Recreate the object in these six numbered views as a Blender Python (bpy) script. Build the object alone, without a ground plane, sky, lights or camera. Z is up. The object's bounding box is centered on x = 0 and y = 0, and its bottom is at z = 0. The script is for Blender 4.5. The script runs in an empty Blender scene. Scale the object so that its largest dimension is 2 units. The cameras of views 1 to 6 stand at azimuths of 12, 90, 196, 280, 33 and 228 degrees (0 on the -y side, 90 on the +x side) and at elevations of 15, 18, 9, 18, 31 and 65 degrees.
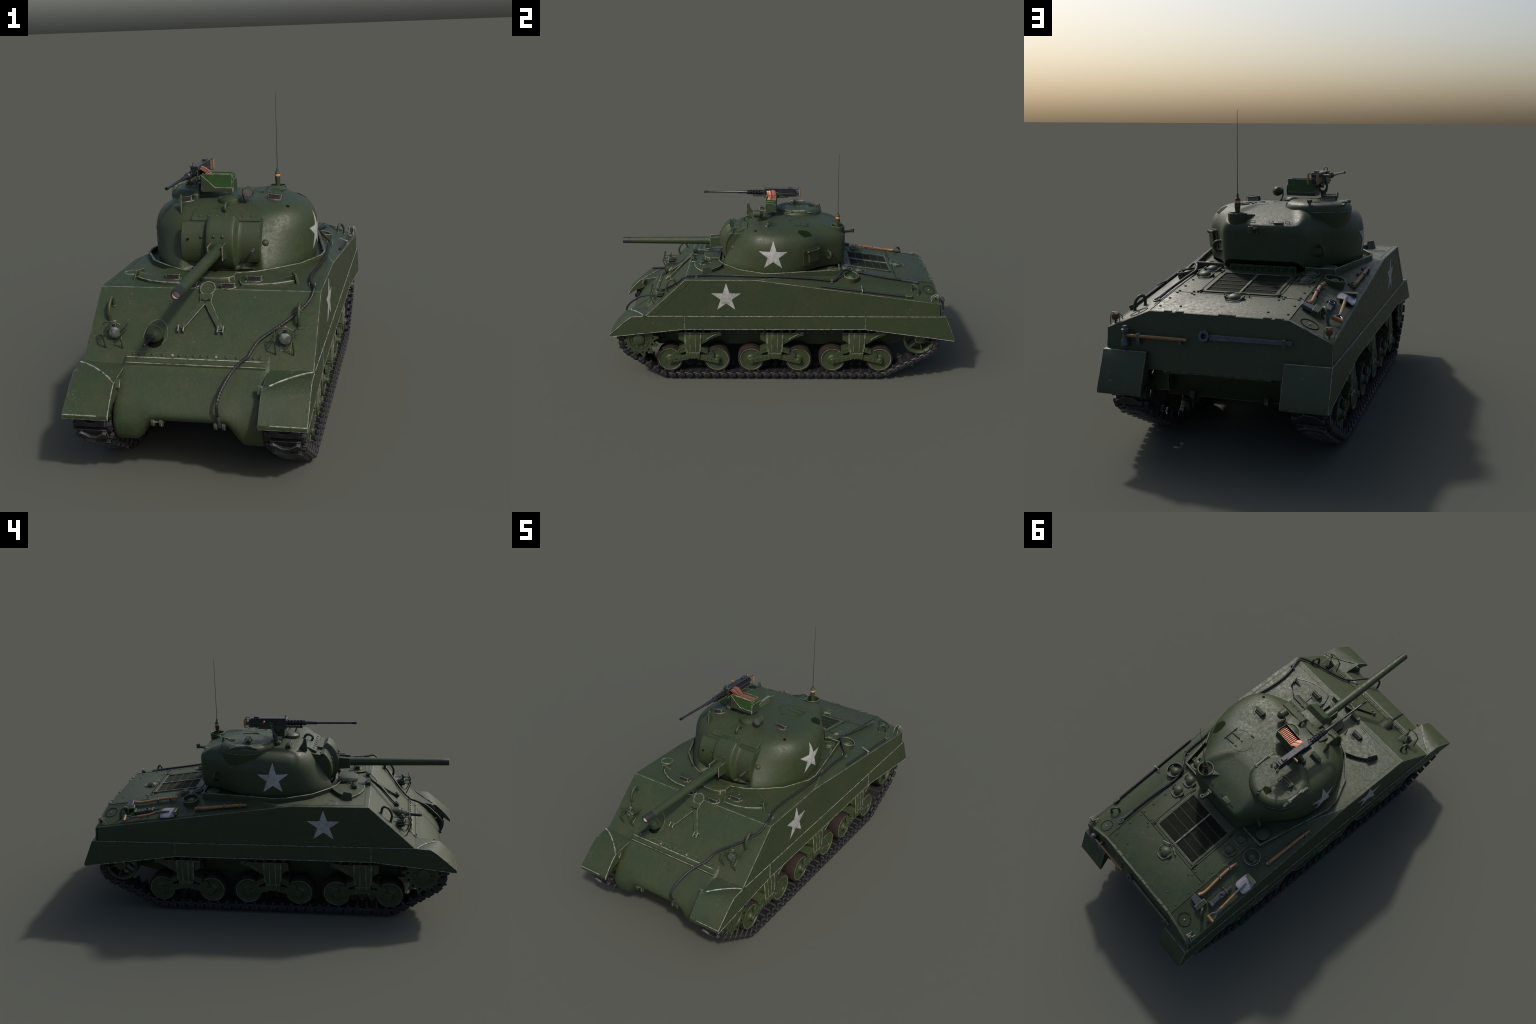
# A WW2 medium tank, built part by part.  Metres, front = -y, z up.
import bpy, bmesh, math, random
from mathutils import Vector, Matrix
from mathutils.bvhtree import BVHTree

random.seed(7)
V = Vector
PI = math.pi

# ------------------------------------------------------------------ materials
def nodes_of(name):
    m = bpy.data.materials.new(name)
    m.use_nodes = True
    nt = m.node_tree
    return m, nt, nt.nodes['Principled BSDF']

def ramp(nt, fac, a, b, ca=(0, 0, 0, 1), cb=(1, 1, 1, 1)):
    r = nt.nodes.new('ShaderNodeValToRGB')
    e = r.color_ramp.elements
    e[0].position, e[1].position = a, b
    e[0].color, e[1].color = ca, cb
    nt.links.new(fac, r.inputs[0])
    return r.outputs[0]

def noise(nt, scale, detail=4, rough=0.55, stretch=None, dist=0.0):
    tc = nt.nodes.new('ShaderNodeTexCoord')
    mp = nt.nodes.new('ShaderNodeMapping')
    if stretch:
        mp.inputs['Scale'].default_value = stretch
    nt.links.new(tc.outputs['Object'], mp.inputs[0])
    n = nt.nodes.new('ShaderNodeTexNoise')
    n.inputs['Scale'].default_value = scale
    n.inputs['Detail'].default_value = detail
    n.inputs['Roughness'].default_value = rough
    n.inputs['Distortion'].default_value = dist
    nt.links.new(mp.outputs[0], n.inputs['Vector'])
    return n.outputs['Fac']

def mix(nt, fac, a, b):
    m = nt.nodes.new('ShaderNodeMix')
    m.data_type = 'RGBA'
    for sock, val in ((m.inputs[0], fac), (m.inputs[6], a), (m.inputs[7], b)):
        if isinstance(val, (int, float)):
            sock.default_value = val
        elif isinstance(val, tuple):
            sock.default_value = val + (1,) if len(val) == 3 else val
        else:
            nt.links.new(val, sock)
    return m.outputs[2]

def math_node(nt, op, a, b):
    m = nt.nodes.new('ShaderNodeMath')
    m.operation = op
    for i, v in enumerate((a, b)):
        if isinstance(v, (int, float)):
            m.inputs[i].default_value = v
        else:
            nt.links.new(v, m.inputs[i])
    return m.outputs[0]

def bump(nt, bsdf, height, strength, dist):
    b = nt.nodes.new('ShaderNodeBump')
    b.inputs['Strength'].default_value = strength
    b.inputs['Distance'].default_value = dist
    nt.links.new(height, b.inputs['Height'])
    nt.links.new(b.outputs[0], bsdf.inputs['Normal'])

GREEN = (0.0278, 0.0425, 0.0168)
GREEN_COOL = (0.0255, 0.0410, 0.0190)
BROWN = (0.0460, 0.0470, 0.0180)
CHIP = (0.30, 0.30, 0.26)

def paint(name, green=GREEN, chips=0.5, grain=1.0, rough=(0.36, 0.66)):
    """olive drab paint: cool/warm mottling, small pale chips, cast grain"""
    m, nt, p = nodes_of(name)
    big = noise(nt, 5.5, 4, 0.6)
    mid = noise(nt, 19, 5, 0.6, dist=0.6)
    col = mix(nt, ramp(nt, big, 0.38, 0.64), green, GREEN_COOL)
    mid2 = noise(nt, 8.5, 5, 0.62, dist=0.8)
    col = mix(nt, math_node(nt, 'MULTIPLY', ramp(nt, mid2, 0.45, 0.68), 0.48), col, BROWN)
    col = mix(nt, math_node(nt, 'MULTIPLY', ramp(nt, mid, 0.50, 0.74), 0.35), col, BROWN)
    fine = noise(nt, 160, 3, 0.6)
    col = mix(nt, math_node(nt, 'MULTIPLY', ramp(nt, fine, 0.3, 0.8), 0.30), col, tuple(c * 0.62 for c in green))
    where = ramp(nt, noise(nt, 9.0, 3, 0.6), 0.53, 0.66)
    spots = ramp(nt, noise(nt, 95, 6, 0.74, dist=0.6), 0.59, 0.70)
    chip = math_node(nt, 'MULTIPLY', math_node(nt, 'MULTIPLY', where, spots), chips)
    col = mix(nt, chip, col, CHIP)
    nt.links.new(col, p.inputs['Base Color'])
    r = nt.nodes.new('ShaderNodeMapRange')
    r.inputs[3].default_value, r.inputs[4].default_value = rough
    nt.links.new(noise(nt, 60, 8, 0.74, dist=0.5), r.inputs[0])
    r.inputs[1].default_value, r.inputs[2].default_value = 0.34, 0.66
    nt.links.new(r.outputs[0], p.inputs['Roughness'])
    p.inputs['Specular IOR Level'].default_value = 0.40
    bump(nt, p, noise(nt, 120, 5, 0.62, dist=0.8), 0.26 * grain, 0.003)
    return m

def worn(name, base=GREEN, amount=0.8, bare=CHIP, scale=38):
    """paint rubbed off along edges in broken streaks"""
    m, nt, p = nodes_of(name)
    f = ramp(nt, noise(nt, scale, 4, 0.65), 0.36, 0.60)
    f = math_node(nt, 'MULTIPLY', f, amount)
    col = mix(nt, f, base, bare)
    nt.links.new(col, p.inputs['Base Color'])
    p.inputs['Roughness'].default_value = 0.5
    return m

def plain(name, col, rough=0.5, metal=0.0, vary=0.35, scale=60, grain=0.15):
    m, nt, p = nodes_of(name)
    n = noise(nt, scale, 4, 0.6)
    nt.links.new(mix(nt, ramp(nt, n, 0.3, 0.7), tuple(c * (1 - vary) for c in col), tuple(min(1, c * (1 + vary)) for c in col)), p.inputs['Base Color'])
    p.inputs['Roughness'].default_value = rough
    p.inputs['Metallic'].default_value = metal
    if grain:
        bump(nt, p, noise(nt, 220, 3, 0.6), grain, 0.002)
    return m

def wood(name):
    m, nt, p = nodes_of(name)
    g = noise(nt, 60, 5, 0.6, stretch=(3, 0.35, 3), dist=0.5)
    nt.links.new(mix(nt, ramp(nt, g, 0.3, 0.7), (0.165, 0.082, 0.027), (0.300, 0.155, 0.055)), p.inputs['Base Color'])
    p.inputs['Roughness'].default_value = 0.55
    bump(nt, p, g, 0.2, 0.002)
    return m

def star_paint(name):
    m, nt, p = nodes_of(name)
    n = noise(nt, 55, 6, 0.72)
    n2 = noise(nt, 9, 3, 0.5)
    f = math_node(nt, 'ADD', math_node(nt, 'MULTIPLY', n, 0.6), math_node(nt, 'MULTIPLY', n2, 0.4))
    nt.links.new(mix(nt, ramp(nt, f, 0.34, 0.62), (0.165, 0.165, 0.155), (0.42, 0.42, 0.405)), p.inputs['Base Color'])
    p.inputs['Roughness'].default_value = 0.6
    return m

M_PAINT = paint('olive_paint')
M_CAST = paint('olive_cast_paint', chips=0.25, grain=1.25)
M_WHEEL = paint('olive_running_gear_paint', green=(0.030, 0.046, 0.014), chips=0.7)
M_EDGE = worn('worn_edge')
M_EDGE_STRONG = worn('worn_edge_strong', amount=0.9, bare=(0.36, 0.36, 0.33), scale=55)
M_EDGE_SOFT = worn('worn_edge_soft', amount=0.45)
M_STAR = star_paint('white_star_paint')
M_STEEL = plain('dark_track_steel', (0.015, 0.0145, 0.0155), 0.5, 0.2)
M_STEEL_EDGE = worn('bright_steel_edge', base=(0.03, 0.03, 0.032), amount=0.65, bare=(0.13, 0.125, 0.13))
M_CONN = plain('black_connector_steel', (0.008, 0.008, 0.009), 0.6, 0.15)
M_CONN_EDGE = worn('connector_edge', base=(0.012, 0.012, 0.013), amount=0.55, bare=(0.11, 0.105, 0.11))
M_RUBBER = plain('dusty_rubber', (0.021, 0.0155, 0.012), 0.9, 0, 0.3)
M_RUBBER.node_tree.nodes['Principled BSDF'].inputs['Specular IOR Level'].default_value = 0.2
M_GUN = plain('blued_gun_metal', (0.036, 0.037, 0.043), 0.32, 0.6)
M_MUZZLE = plain('scorched_muzzle', (0.022, 0.022, 0.020), 0.55, 0.2)
M_BORE = plain('bare_bore_steel', (0.42, 0.38, 0.35), 0.5, 0.2)
M_CABLE = plain('steel_cable', (0.030, 0.029, 0.032), 0.45, 0.5, 0.4, 500, 0.5)
M_TOOL = plain('tool_steel', (0.062, 0.064, 0.080), 0.45, 0.25)
M_SHOVEL = plain('polished_shovel_steel', (0.32, 0.30, 0.31), 0.35, 0.6)
M_WOOD = wood('orange_ash_wood')
M_COPPER = plain('copper_cartridge', (0.42, 0.155, 0.08), 0.34, 0.7, 0.25)
M_LINK = plain('cartridge_link_steel', (0.13, 0.115, 0.11), 0.4, 0.5)
M_AMMO = plain('green_ammunition_tin', (0.022, 0.062, 0.014), 0.5, 0, 0.2)
M_GLASS = plain('purple_prism_glass', (0.030, 0.020, 0.028), 0.25, 0, 0.2, 40, 0)
M_LENS = plain('silver_lens', (0.50, 0.51, 0.51), 0.14, 0.9, 0.45, 60, 0.15)
M_SPOT = plain('grey_spot_lens', (0.16, 0.15, 0.16), 0.2, 0.4, 0.3, 50, 0)
M_RED = plain('red_tail_glass', (0.30, 0.012, 0.012), 0.25, 0, 0.2, 40, 0)
M_DARKGREEN = plain('flat_dark_green_patch', (0.007, 0.014, 0.002), 0.8, 0, 0.1, 40, 0)
M_DARKGREEN.node_tree.nodes['Principled BSDF'].inputs['Specular IOR Level'].default_value = 0.1
M_BLACK = plain('near_black', (0.006, 0.006, 0.005), 0.9, 0, 0.1, 40, 0)  # near-black: paints the darkness of depth onto discs, seams and well floors
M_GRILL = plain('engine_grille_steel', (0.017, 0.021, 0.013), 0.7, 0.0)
for m_, sp_ in ((M_BLACK, 0.0), (M_GRILL, 0.2)):
    m_.node_tree.nodes['Principled BSDF'].inputs['Specular IOR Level'].default_value = sp_
M_BAND = plain('orange_band', (0.55, 0.20, 0.08), 0.5, 0, 0.15)

# ------------------------------------------------------------------ mesh tools
class Build:
    """collects solids in one bmesh"""
    def __init__(s):
        s.bm = bmesh.new()

    def add(s, verts, faces, mi=0):
        vs = [s.bm.verts.new(v) for v in verts]
        out = []
        for f in faces:
            try:
                fc = s.bm.faces.new([vs[i] for i in f])
                fc.material_index = mi
                out.append(fc)
            except ValueError:
                pass
        return out

    def box(s, c, size, mi=0, mat=None, taper=1.0):
        x, y, z = (d / 2 for d in size)
        vs = []
        for k in (-1, 1):
            t = taper if k > 0 else 1.0
            for a, b in ((-1, -1), (1, -1), (1, 1), (-1, 1)):
                vs.append(V((a * x * t, b * y * t, k * z)))
        if mat is not None:
            vs = [mat @ v for v in vs]
        vs = [v + V(c) for v in vs]
        return s.add(vs, [(0, 1, 2, 3), (4, 5, 6, 7), (0, 1, 5, 4), (1, 2, 6, 5), (2, 3, 7, 6), (3, 0, 4, 7)], mi)

    def span(s, lo, hi, mi=0):
        return s.box([(a + b) / 2 for a, b in zip(lo, hi)], [abs(b - a) for a, b in zip(lo, hi)], mi)

    def loft(s, rings, mi=0, closed=True, caps=True):
        n = len(rings[0])
        vs = [V(p) for r in rings for p in r]
        fs = []
        for i in range(len(rings) - 1):
            for j in range(n if closed else n - 1):
                k = (j + 1) % n
                fs.append((i * n + j, i * n + k, (i + 1) * n + k, (i + 1) * n + j))
        if caps:
            fs.append(tuple(range(n)))
            fs.append(tuple(range((len(rings) - 1) * n, len(rings) * n)))
        return s.add(vs, fs, mi)

    def prism(s, a, b, mi=0):
        return s.loft([a, b], mi)

    def prism_x(s, poly, x0, x1, mi=0):
        return s.prism([(x0, y, z) for y, z in poly], [(x1, y, z) for y, z in poly], mi)

    def prism_z(s, poly, z0, z1, mi=0):
        return s.prism([(x, y, z0) for x, y in poly], [(x, y, z1) for x, y in poly], mi)

    def lathe(s, profile, origin, axis, n=24, mi=0, caps=True):
        """profile: (radius, distance along axis)"""
        a = V(axis).normalized()
        u = a.orthogonal().normalized()
        w = a.cross(u)
        o = V(origin)
        rings = []
        for r, h in profile:
            rings.append([o + a * h + (u * math.cos(2 * PI * i / n) + w * math.sin(2 * PI * i / n)) * max(r, 1e-5) for i in range(n)])
        return s.loft(rings, mi, True, caps)

    def cyl(s, p0, p1, r0, r1=None, n=16, mi=0):
        p0, p1 = V(p0), V(p1)
        d = p1 - p0
        return s.lathe([(r0, 0), (r0 if r1 is None else r1, d.length)], p0, d, n, mi)

    def tube(s, pts, r, n=8, mi=0, closed=False):
        pts = [V(p) for p in pts]
        rings = []
        up = None
        for i, p in enumerate(pts):
            a = pts[i - 1] if (i or closed) else p
            b = pts[(i + 1) % len(pts)] if (i < len(pts) - 1 or closed) else p
            t = (b - a).normalized()
            if up is None:
                up = t.orthogonal().normalized()
            else:
                up = (up - t * up.dot(t)).normalized()
            w = t.cross(up)
            rr = r[i] if isinstance(r, (list, tuple)) else r
            rings.append([p + (up * math.cos(2 * PI * k / n) + w * math.sin(2 * PI * k / n)) * rr for k in range(n)])
        if closed:
            rings.append(rings[0])
        return s.loft(rings, mi, True, not closed)

    def ball(s, c, r, mi=0, n=16, m=10, scale=(1, 1, 1), mat=None):
        rings = []
        for i in range(m + 1):
            th = PI * i / m
            ring = []
            for j in range(n):
                ph = 2 * PI * j / n
                p = V((math.sin(th) * math.cos(ph) * scale[0], math.sin(th) * math.sin(ph) * scale[1], math.cos(th) * scale[2])) * r
                if i in (0, m):
                    p += V((math.cos(ph), math.sin(ph), 0)) * 1e-5
                ring.append(V(c) + (mat @ p if mat is not None else p))
            rings.append(ring)
        return s.loft(rings, mi, True, True)

    def mesh(s, name, mats, bevel=0.0, bmi=None, angle=32, minangle=28, segments=1, weld=True):
        bm = s.bm
        if weld:
            bmesh.ops.remove_doubles(bm, verts=bm.verts, dist=1e-6)
        bmesh.ops.recalc_face_normals(bm, faces=bm.faces)
        if bevel:
            lim = math.radians(minangle)
            ed = [e for e in bm.edges if e.is_manifold and len(e.link_faces) == 2 and e.calc_face_angle_signed(0) > lim]
            if ed:
                bmesh.ops.bevel(bm, geom=ed, offset=bevel, offset_type='OFFSET', segments=segments, profile=0.5,
                                affect='EDGES', clamp_overlap=True, material=-1 if bmi is None else bmi)
        me = bpy.data.meshes.new(name)
        bm.to_mesh(me)
        bm.free()
        for m in mats:
            me.materials.append(m)
        me.shade_smooth()
        me.set_sharp_from_angle(angle=math.radians(angle))
        return me

def put(name, me, parent=None, loc=(0, 0, 0), rot=None, mat=None):
    o = bpy.data.objects.new(name, me)
    bpy.context.scene.collection.objects.link(o)
    o.parent = parent
    if mat is not None:
        o.matrix_local = mat
    else:
        o.location = loc
        if rot:
            o.rotation_euler = rot
    return o

def stock(name, b, parent, mats=None, bevel=0.0, bmi=1, **kw):
    mats = mats or [M_PAINT, M_EDGE]
    return put(name, b.mesh(name, mats, bevel, bmi if bevel else None, **kw), parent)

def mirrored(me):
    m = me.copy()
    for v in m.vertices:
        v.co.x = -v.co.x
    m.flip_normals()
    return m

def arc(c, r, a0, a1, n, f):
    """points of an arc; f maps (cos, sin) parts to 3-D"""
    return [f(c, r * math.cos(math.radians(a0 + (a1 - a0) * i / n)), r * math.sin(math.radians(a0 + (a1 - a0) * i / n))) for i in range(n + 1)]

def smooth_path(pts, k=6):
    """Catmull-Rom through control points"""
    P = [V(p) for p in pts]
    P = [P[0] * 2 - P[1]] + P + [P[-1] * 2 - P[-2]]
    out = []
    for i in range(1, len(P) - 2):
        a, b, c, d = P[i - 1:i + 3]
        for j in range(k):
            t = j / k
            out.append(0.5 * ((2 * b) + (c - a) * t + (2 * a - 5 * b + 4 * c - d) * t * t + (3 * b - a - 3 * c + d) * t ** 3))
    out.append(P[-2])
    return out

def lerp_table(tab, x):
    if x <= tab[0][0]:
        return tab[0][1]
    for (a, va), (b, vb) in zip(tab, tab[1:]):
        if x <= b:
            t = (x - a) / (b - a)
            if isinstance(va, tuple):
                return tuple(p + (q - p) * t for p, q in zip(va, vb))
            return va + (vb - va) * t
    return tab[-1][1]

def sstep(a, b, x):
    t = min(1, max(0, (x - a) / (b - a)))
    return t * t * (3 - 2 * t)

# ------------------------------------------------------------------ hull surfaces
HW = 0.430                       # half width over the sponsons
SW = 0.4355                      # half width over the sand shields
ROOF = 0.625
def deck_z(x, y):
    return min(ROOF, ROOF - 0.134 * (y - 0.346), 0.624 + 0.415 * (HW - abs(x)) - 0.133 * (y + 0.151))
def deck_n(x, y):
    e = 1e-3
    return V((-(deck_z(x + e, y) - deck_z(x - e, y)) / (2 * e), -(deck_z(x, y + e) - deck_z(x, y - e)) / (2 * e), 1)).normalized()
def deck(x, y, h=0.0):
    return V((x, y, deck_z(x, y))) + deck_n(x, y) * h
def frame(u, n):
    """rotation with local x along u, local z along n"""
    u = V(u).normalized(); n = V(n)
    n = (n - u * n.dot(u)).normalized()
    w = n.cross(u)
    return Matrix((u, w, n)).transposed()
G0, GD, GN = (-0.554, 0.625), (-0.7286, -0.6850), (-0.6850, 0.7286)
def glacis(x, s, h=0.0):
    return V((x, G0[0] + GD[0] * s + GN[0] * h, G0[1] + GD[1] * s + GN[1] * h))
GFRAME = frame((1, 0, 0), (0, GN[0], GN[1]))        # local x = x, local y = up the slope, local z = out
def rear_y(z):
    return 0.911 + (0.482 - z) * (0.27 if z > 0.482 else 0.10)

tank = bpy.data.objects.new('battle_tank', None)
bpy.context.scene.collection.objects.link(tank)
tank['label'] = 'olive green medium battle tank with white stars and roof machine gun'
tank['category'] = 'tank'

# ------------------------------------------------------------------ upper hull
def build_hull():
    b = Build()
    names = {}
    def both(k, x, y, z):
        names[k] = (x, y, z)
    both('F', HW, -0.790, 0.403); both('G', HW, -0.554, 0.625); both('I', HW, -0.151, 0.624)
    both('J', HW, 0.905, 0.4828); both('B', HW, 0.915, 0.403); both('X', 0.267, 0.346, ROOF); both('K', 0.267, 0.886, 0.5525)
    keys = list(names)
    vs = [V(names[k]) for k in keys] + [V((-names[k][0], names[k][1], names[k][2])) for k in keys]
    P = {k + '+': i for i, k in enumerate(keys)}
    P.update({k + '-': i + len(keys) for i, k in enumerate(keys)})
    F = lambda t: tuple(P[q] for q in t.split())
    n0 = len(vs)
    gx, ga, gb = 0.138, 0.415, 0.643
    hole = [(gx, ga), (gx, gb), (-gx, gb), (-gx, ga)]
    vs += [V((x, y, deck_z(0, y))) for x, y in hole] + [V((x, y, 0.50)) for x, y in hole]
    ring = [P['X+'], P['K+'], P['K-'], P['X-']]
    well = [(ring[i], ring[(i + 1) % 4], n0 + (i + 1) % 4, n0 + i) for i in range(4)] + [(n0 + i, n0 + (i + 1) % 4, n0 + 4 + (i + 1) % 4, n0 + 4 + i) for i in range(4)] + [(n0 + 4, n0 + 5, n0 + 6, n0 + 7)]
    b.add(vs, well + [F('F- F+ G+ G-'), F('G+ I+ X+ X- I- G-'), F('I+ J+ K+ X+'), F('I- J- K- X-'),
               F('F+ G+ I+ J+ B+'), F('F- G- I- J- B-'), F('J+ K+ K- J- B- B+'), F('F- F+ B+ B-')])
    hull = stock('upper_hull', b, tank, [M_PAINT, M_EDGE_SOFT], 0.0020, minangle=14)

    # lower hull tub between the tracks
    b = Build()
    b.prism_x([(-0.80, 0.415), (-0.80, 0.22), (-0.74, 0.160), (0.64, 0.160), (0.745, 0.190), (0.775, 0.30), (0.775, 0.415)], -0.262, 0.262)
    stock('lower_hull', b, tank, bevel=0.002)

    # rear plate, a slab hung on the back with a skirt between the fenders
    b = Build()
    out = [(0.43, 0.4828), (0.267, 0.5525), (-0.267, 0.5525), (-0.43, 0.4828), (-0.43, 0.398), (-0.272, 0.398), (-0.272, 0.340), (0.272, 0.340), (0.272, 0.398), (0.43, 0.398)]
    b.prism([(x, rear_y(z) - 0.012, z - .001) for x, z in out], [(x, rear_y(z) + 0.002, z - .001) for x, z in out])
    plate = stock('rear_plate', b, tank, bevel=0.0015)
    # hinge tabs along the rear deck edge
    for i, x in enumerate((-0.229, -0.185, -0.05, -0.016, 0.15, 0.196)):
        b = Build()
        b.box((x, 0.889, 0.5525), (0.030, 0.012, 0.006))
        stock('deck_hinge_tab', b, plate, bevel=0.001)

    # plate seams / weld strips on the hull
    b = Build()
    for s in (1, -1):
        for (ya, za), (yb, zb) in (((-0.744, 0.405), (-0.541, 0.598)), ((-0.541, 0.598), (-0.534, 0.622))):
            d = V((0, yb - ya, zb - za))
            b.box((s * HW, (ya + yb) / 2, (za + zb) / 2), (d.length, 0.004, 0.0022), mat=frame(d, (s, 0, 0)))
        # strips along the roof edges
        d = V((0, 0.38, 0))
        b.box((s * (HW - 0.022), -0.345, ROOF), (0.003, 0.37, 0.002))
        # rear: line along deck-side edge
        a, c = deck(s * (HW - 0.012), 0.12), deck(s * (HW - 0.012), 0.88)
        b.box((a + c) / 2, ((c - a).length, 0.003, 0.002), mat=frame(c - a, deck_n(s * 0.4, 0.5)))
    b.box((0, -0.531, ROOF), (0.81, 0.003, 0.002))
    stock('weld_seam', b, hull, bevel=0)
    return hull

hull = build_hull()

# deck panels: bolted engine covers
def deck_panel_lines():
    b = Build()
    # cross seam and two long seams
    for (xa, ya), (xb, yb) in (((-0.262, 0.671), (0.262, 0.671)), ((-0.165, 0.40), (-0.165, 0.672)), ((0.165, 0.40), (0.165, 0.672)),
                               ((-0.165, 0.672), (-0.165, 0.400)), ((0.267, 0.35), (0.267, 0.885)), ((-0.267, 0.35), (-0.267, 0.885))):
        a, c = deck(xa, ya), deck(xb, yb)
        b.box((a + c) / 2, ((c - a).length, 0.0024, 0.0016), 0, mat=frame(c - a, deck_n((xa + xb) / 2 * 0.98, 0.6)))
    stock('deck_panel_seam', b, hull, [M_BLACK])
    me = None
    bolts = []
    for x in (-0.245, -0.185, 0.0, 0.185, 0.245):
        for dy in (-0.012, 0.012):
            bolts.append((x, 0.671 + dy))
    for x in (-0.245, 0.245):
        bolts += [(x, 0.52), (x, 0.60), (x * 1.01, 0.75), (x * 1.01, 0.84)]
    for x in (-0.17, 0.17):
        bolts += [(x, 0.655), (x, 0.695), (x, 0.83)]
    for x, y in bolts:
        if me is None:
            b = Build(); b.lathe([(0.0052, -0.001), (0.0052, 0.002), (0.0035, 0.004)], (0, 0, 0), (0, 0, 1), 8)
            me = b.mesh('deck_bolt', [M_PAINT])
        put('deck_bolt', me, hull, mat=Matrix.Translation(deck(x, y)) @ frame((1, 0, 0), deck_n(x, y)).to_4x4())
deck_panel_lines()

# engine grille
def grille():
    y0, y1, w = 0.413, 0.645, 0.140
    n = deck_n(0, 0.53)
    u = V((0, y1 - y0, deck_z(0, y1) - deck_z(0, y0))).normalized()
    R = frame(u, n)                                # local x = rearward, y = -x world..., z = out
    b = Build()
    b.box(deck(0, (y0 + y1) / 2, -0.055), (y1 - y0 + 0.01, 2 * w + 0.01, 0.002), mat=R)
    g = stock('grille_bed', b, hull, [M_BLACK])
    b = Build()
    k = 57
    for i in range(k):
        y = y0 + (y1 - y0) * (i + 0.5) / k
        for s in (1, -1):
            b.box(deck(s * w / 2, y, -0.004), (0.0018, w, 0.009), mat=R)
    o = stock('grille_slat', b, g, [M_GRILL]); o['kind'] = 'stuff'
    b = Build()
    b.box(deck(0, (y0 + y1) / 2, 0.003), (y1 - y0, 0.008, 0.006), mat=R)
    stock('grille_bar', b, g, [M_EDGE_SOFT])
    for i in range(1, 5):
        b = Build()
        b.box(deck(0, y0 + (y1 - y0) * i / 5, 0.0008), (0.0026, 2 * w, 0.0042), mat=R)
        stock('grille_bar', b, g, [M_PAINT])
    b = Build()
    for s in (1, -1):
        b.box(deck(s * (w + 0.006), (y0 + y1) / 2, 0.002), (y1 - y0 + 0.02, 0.012, 0.006), mat=R)
    b.box(deck(0, y1 + 0.006, 0.002), (0.012, 2 * w + 0.01, 0.006), mat=R)
    b.box(deck(0, y0 - 0.020, 0.002), (0.040, 2 * w + 0.02, 0.006), mat=R)
    stock('grille_frame', b, g, bevel=0.001)
    for s in (1, -1):
        for y in (0.405, 0.650):
            b = Build()
            b.tube([deck(s * 0.158, y - 0.02, 0.003), deck(s * 0.158, y + 0.012, 0.005)], 0.004, 8)
            stock('grille_hinge', b, g)
grille()

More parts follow.
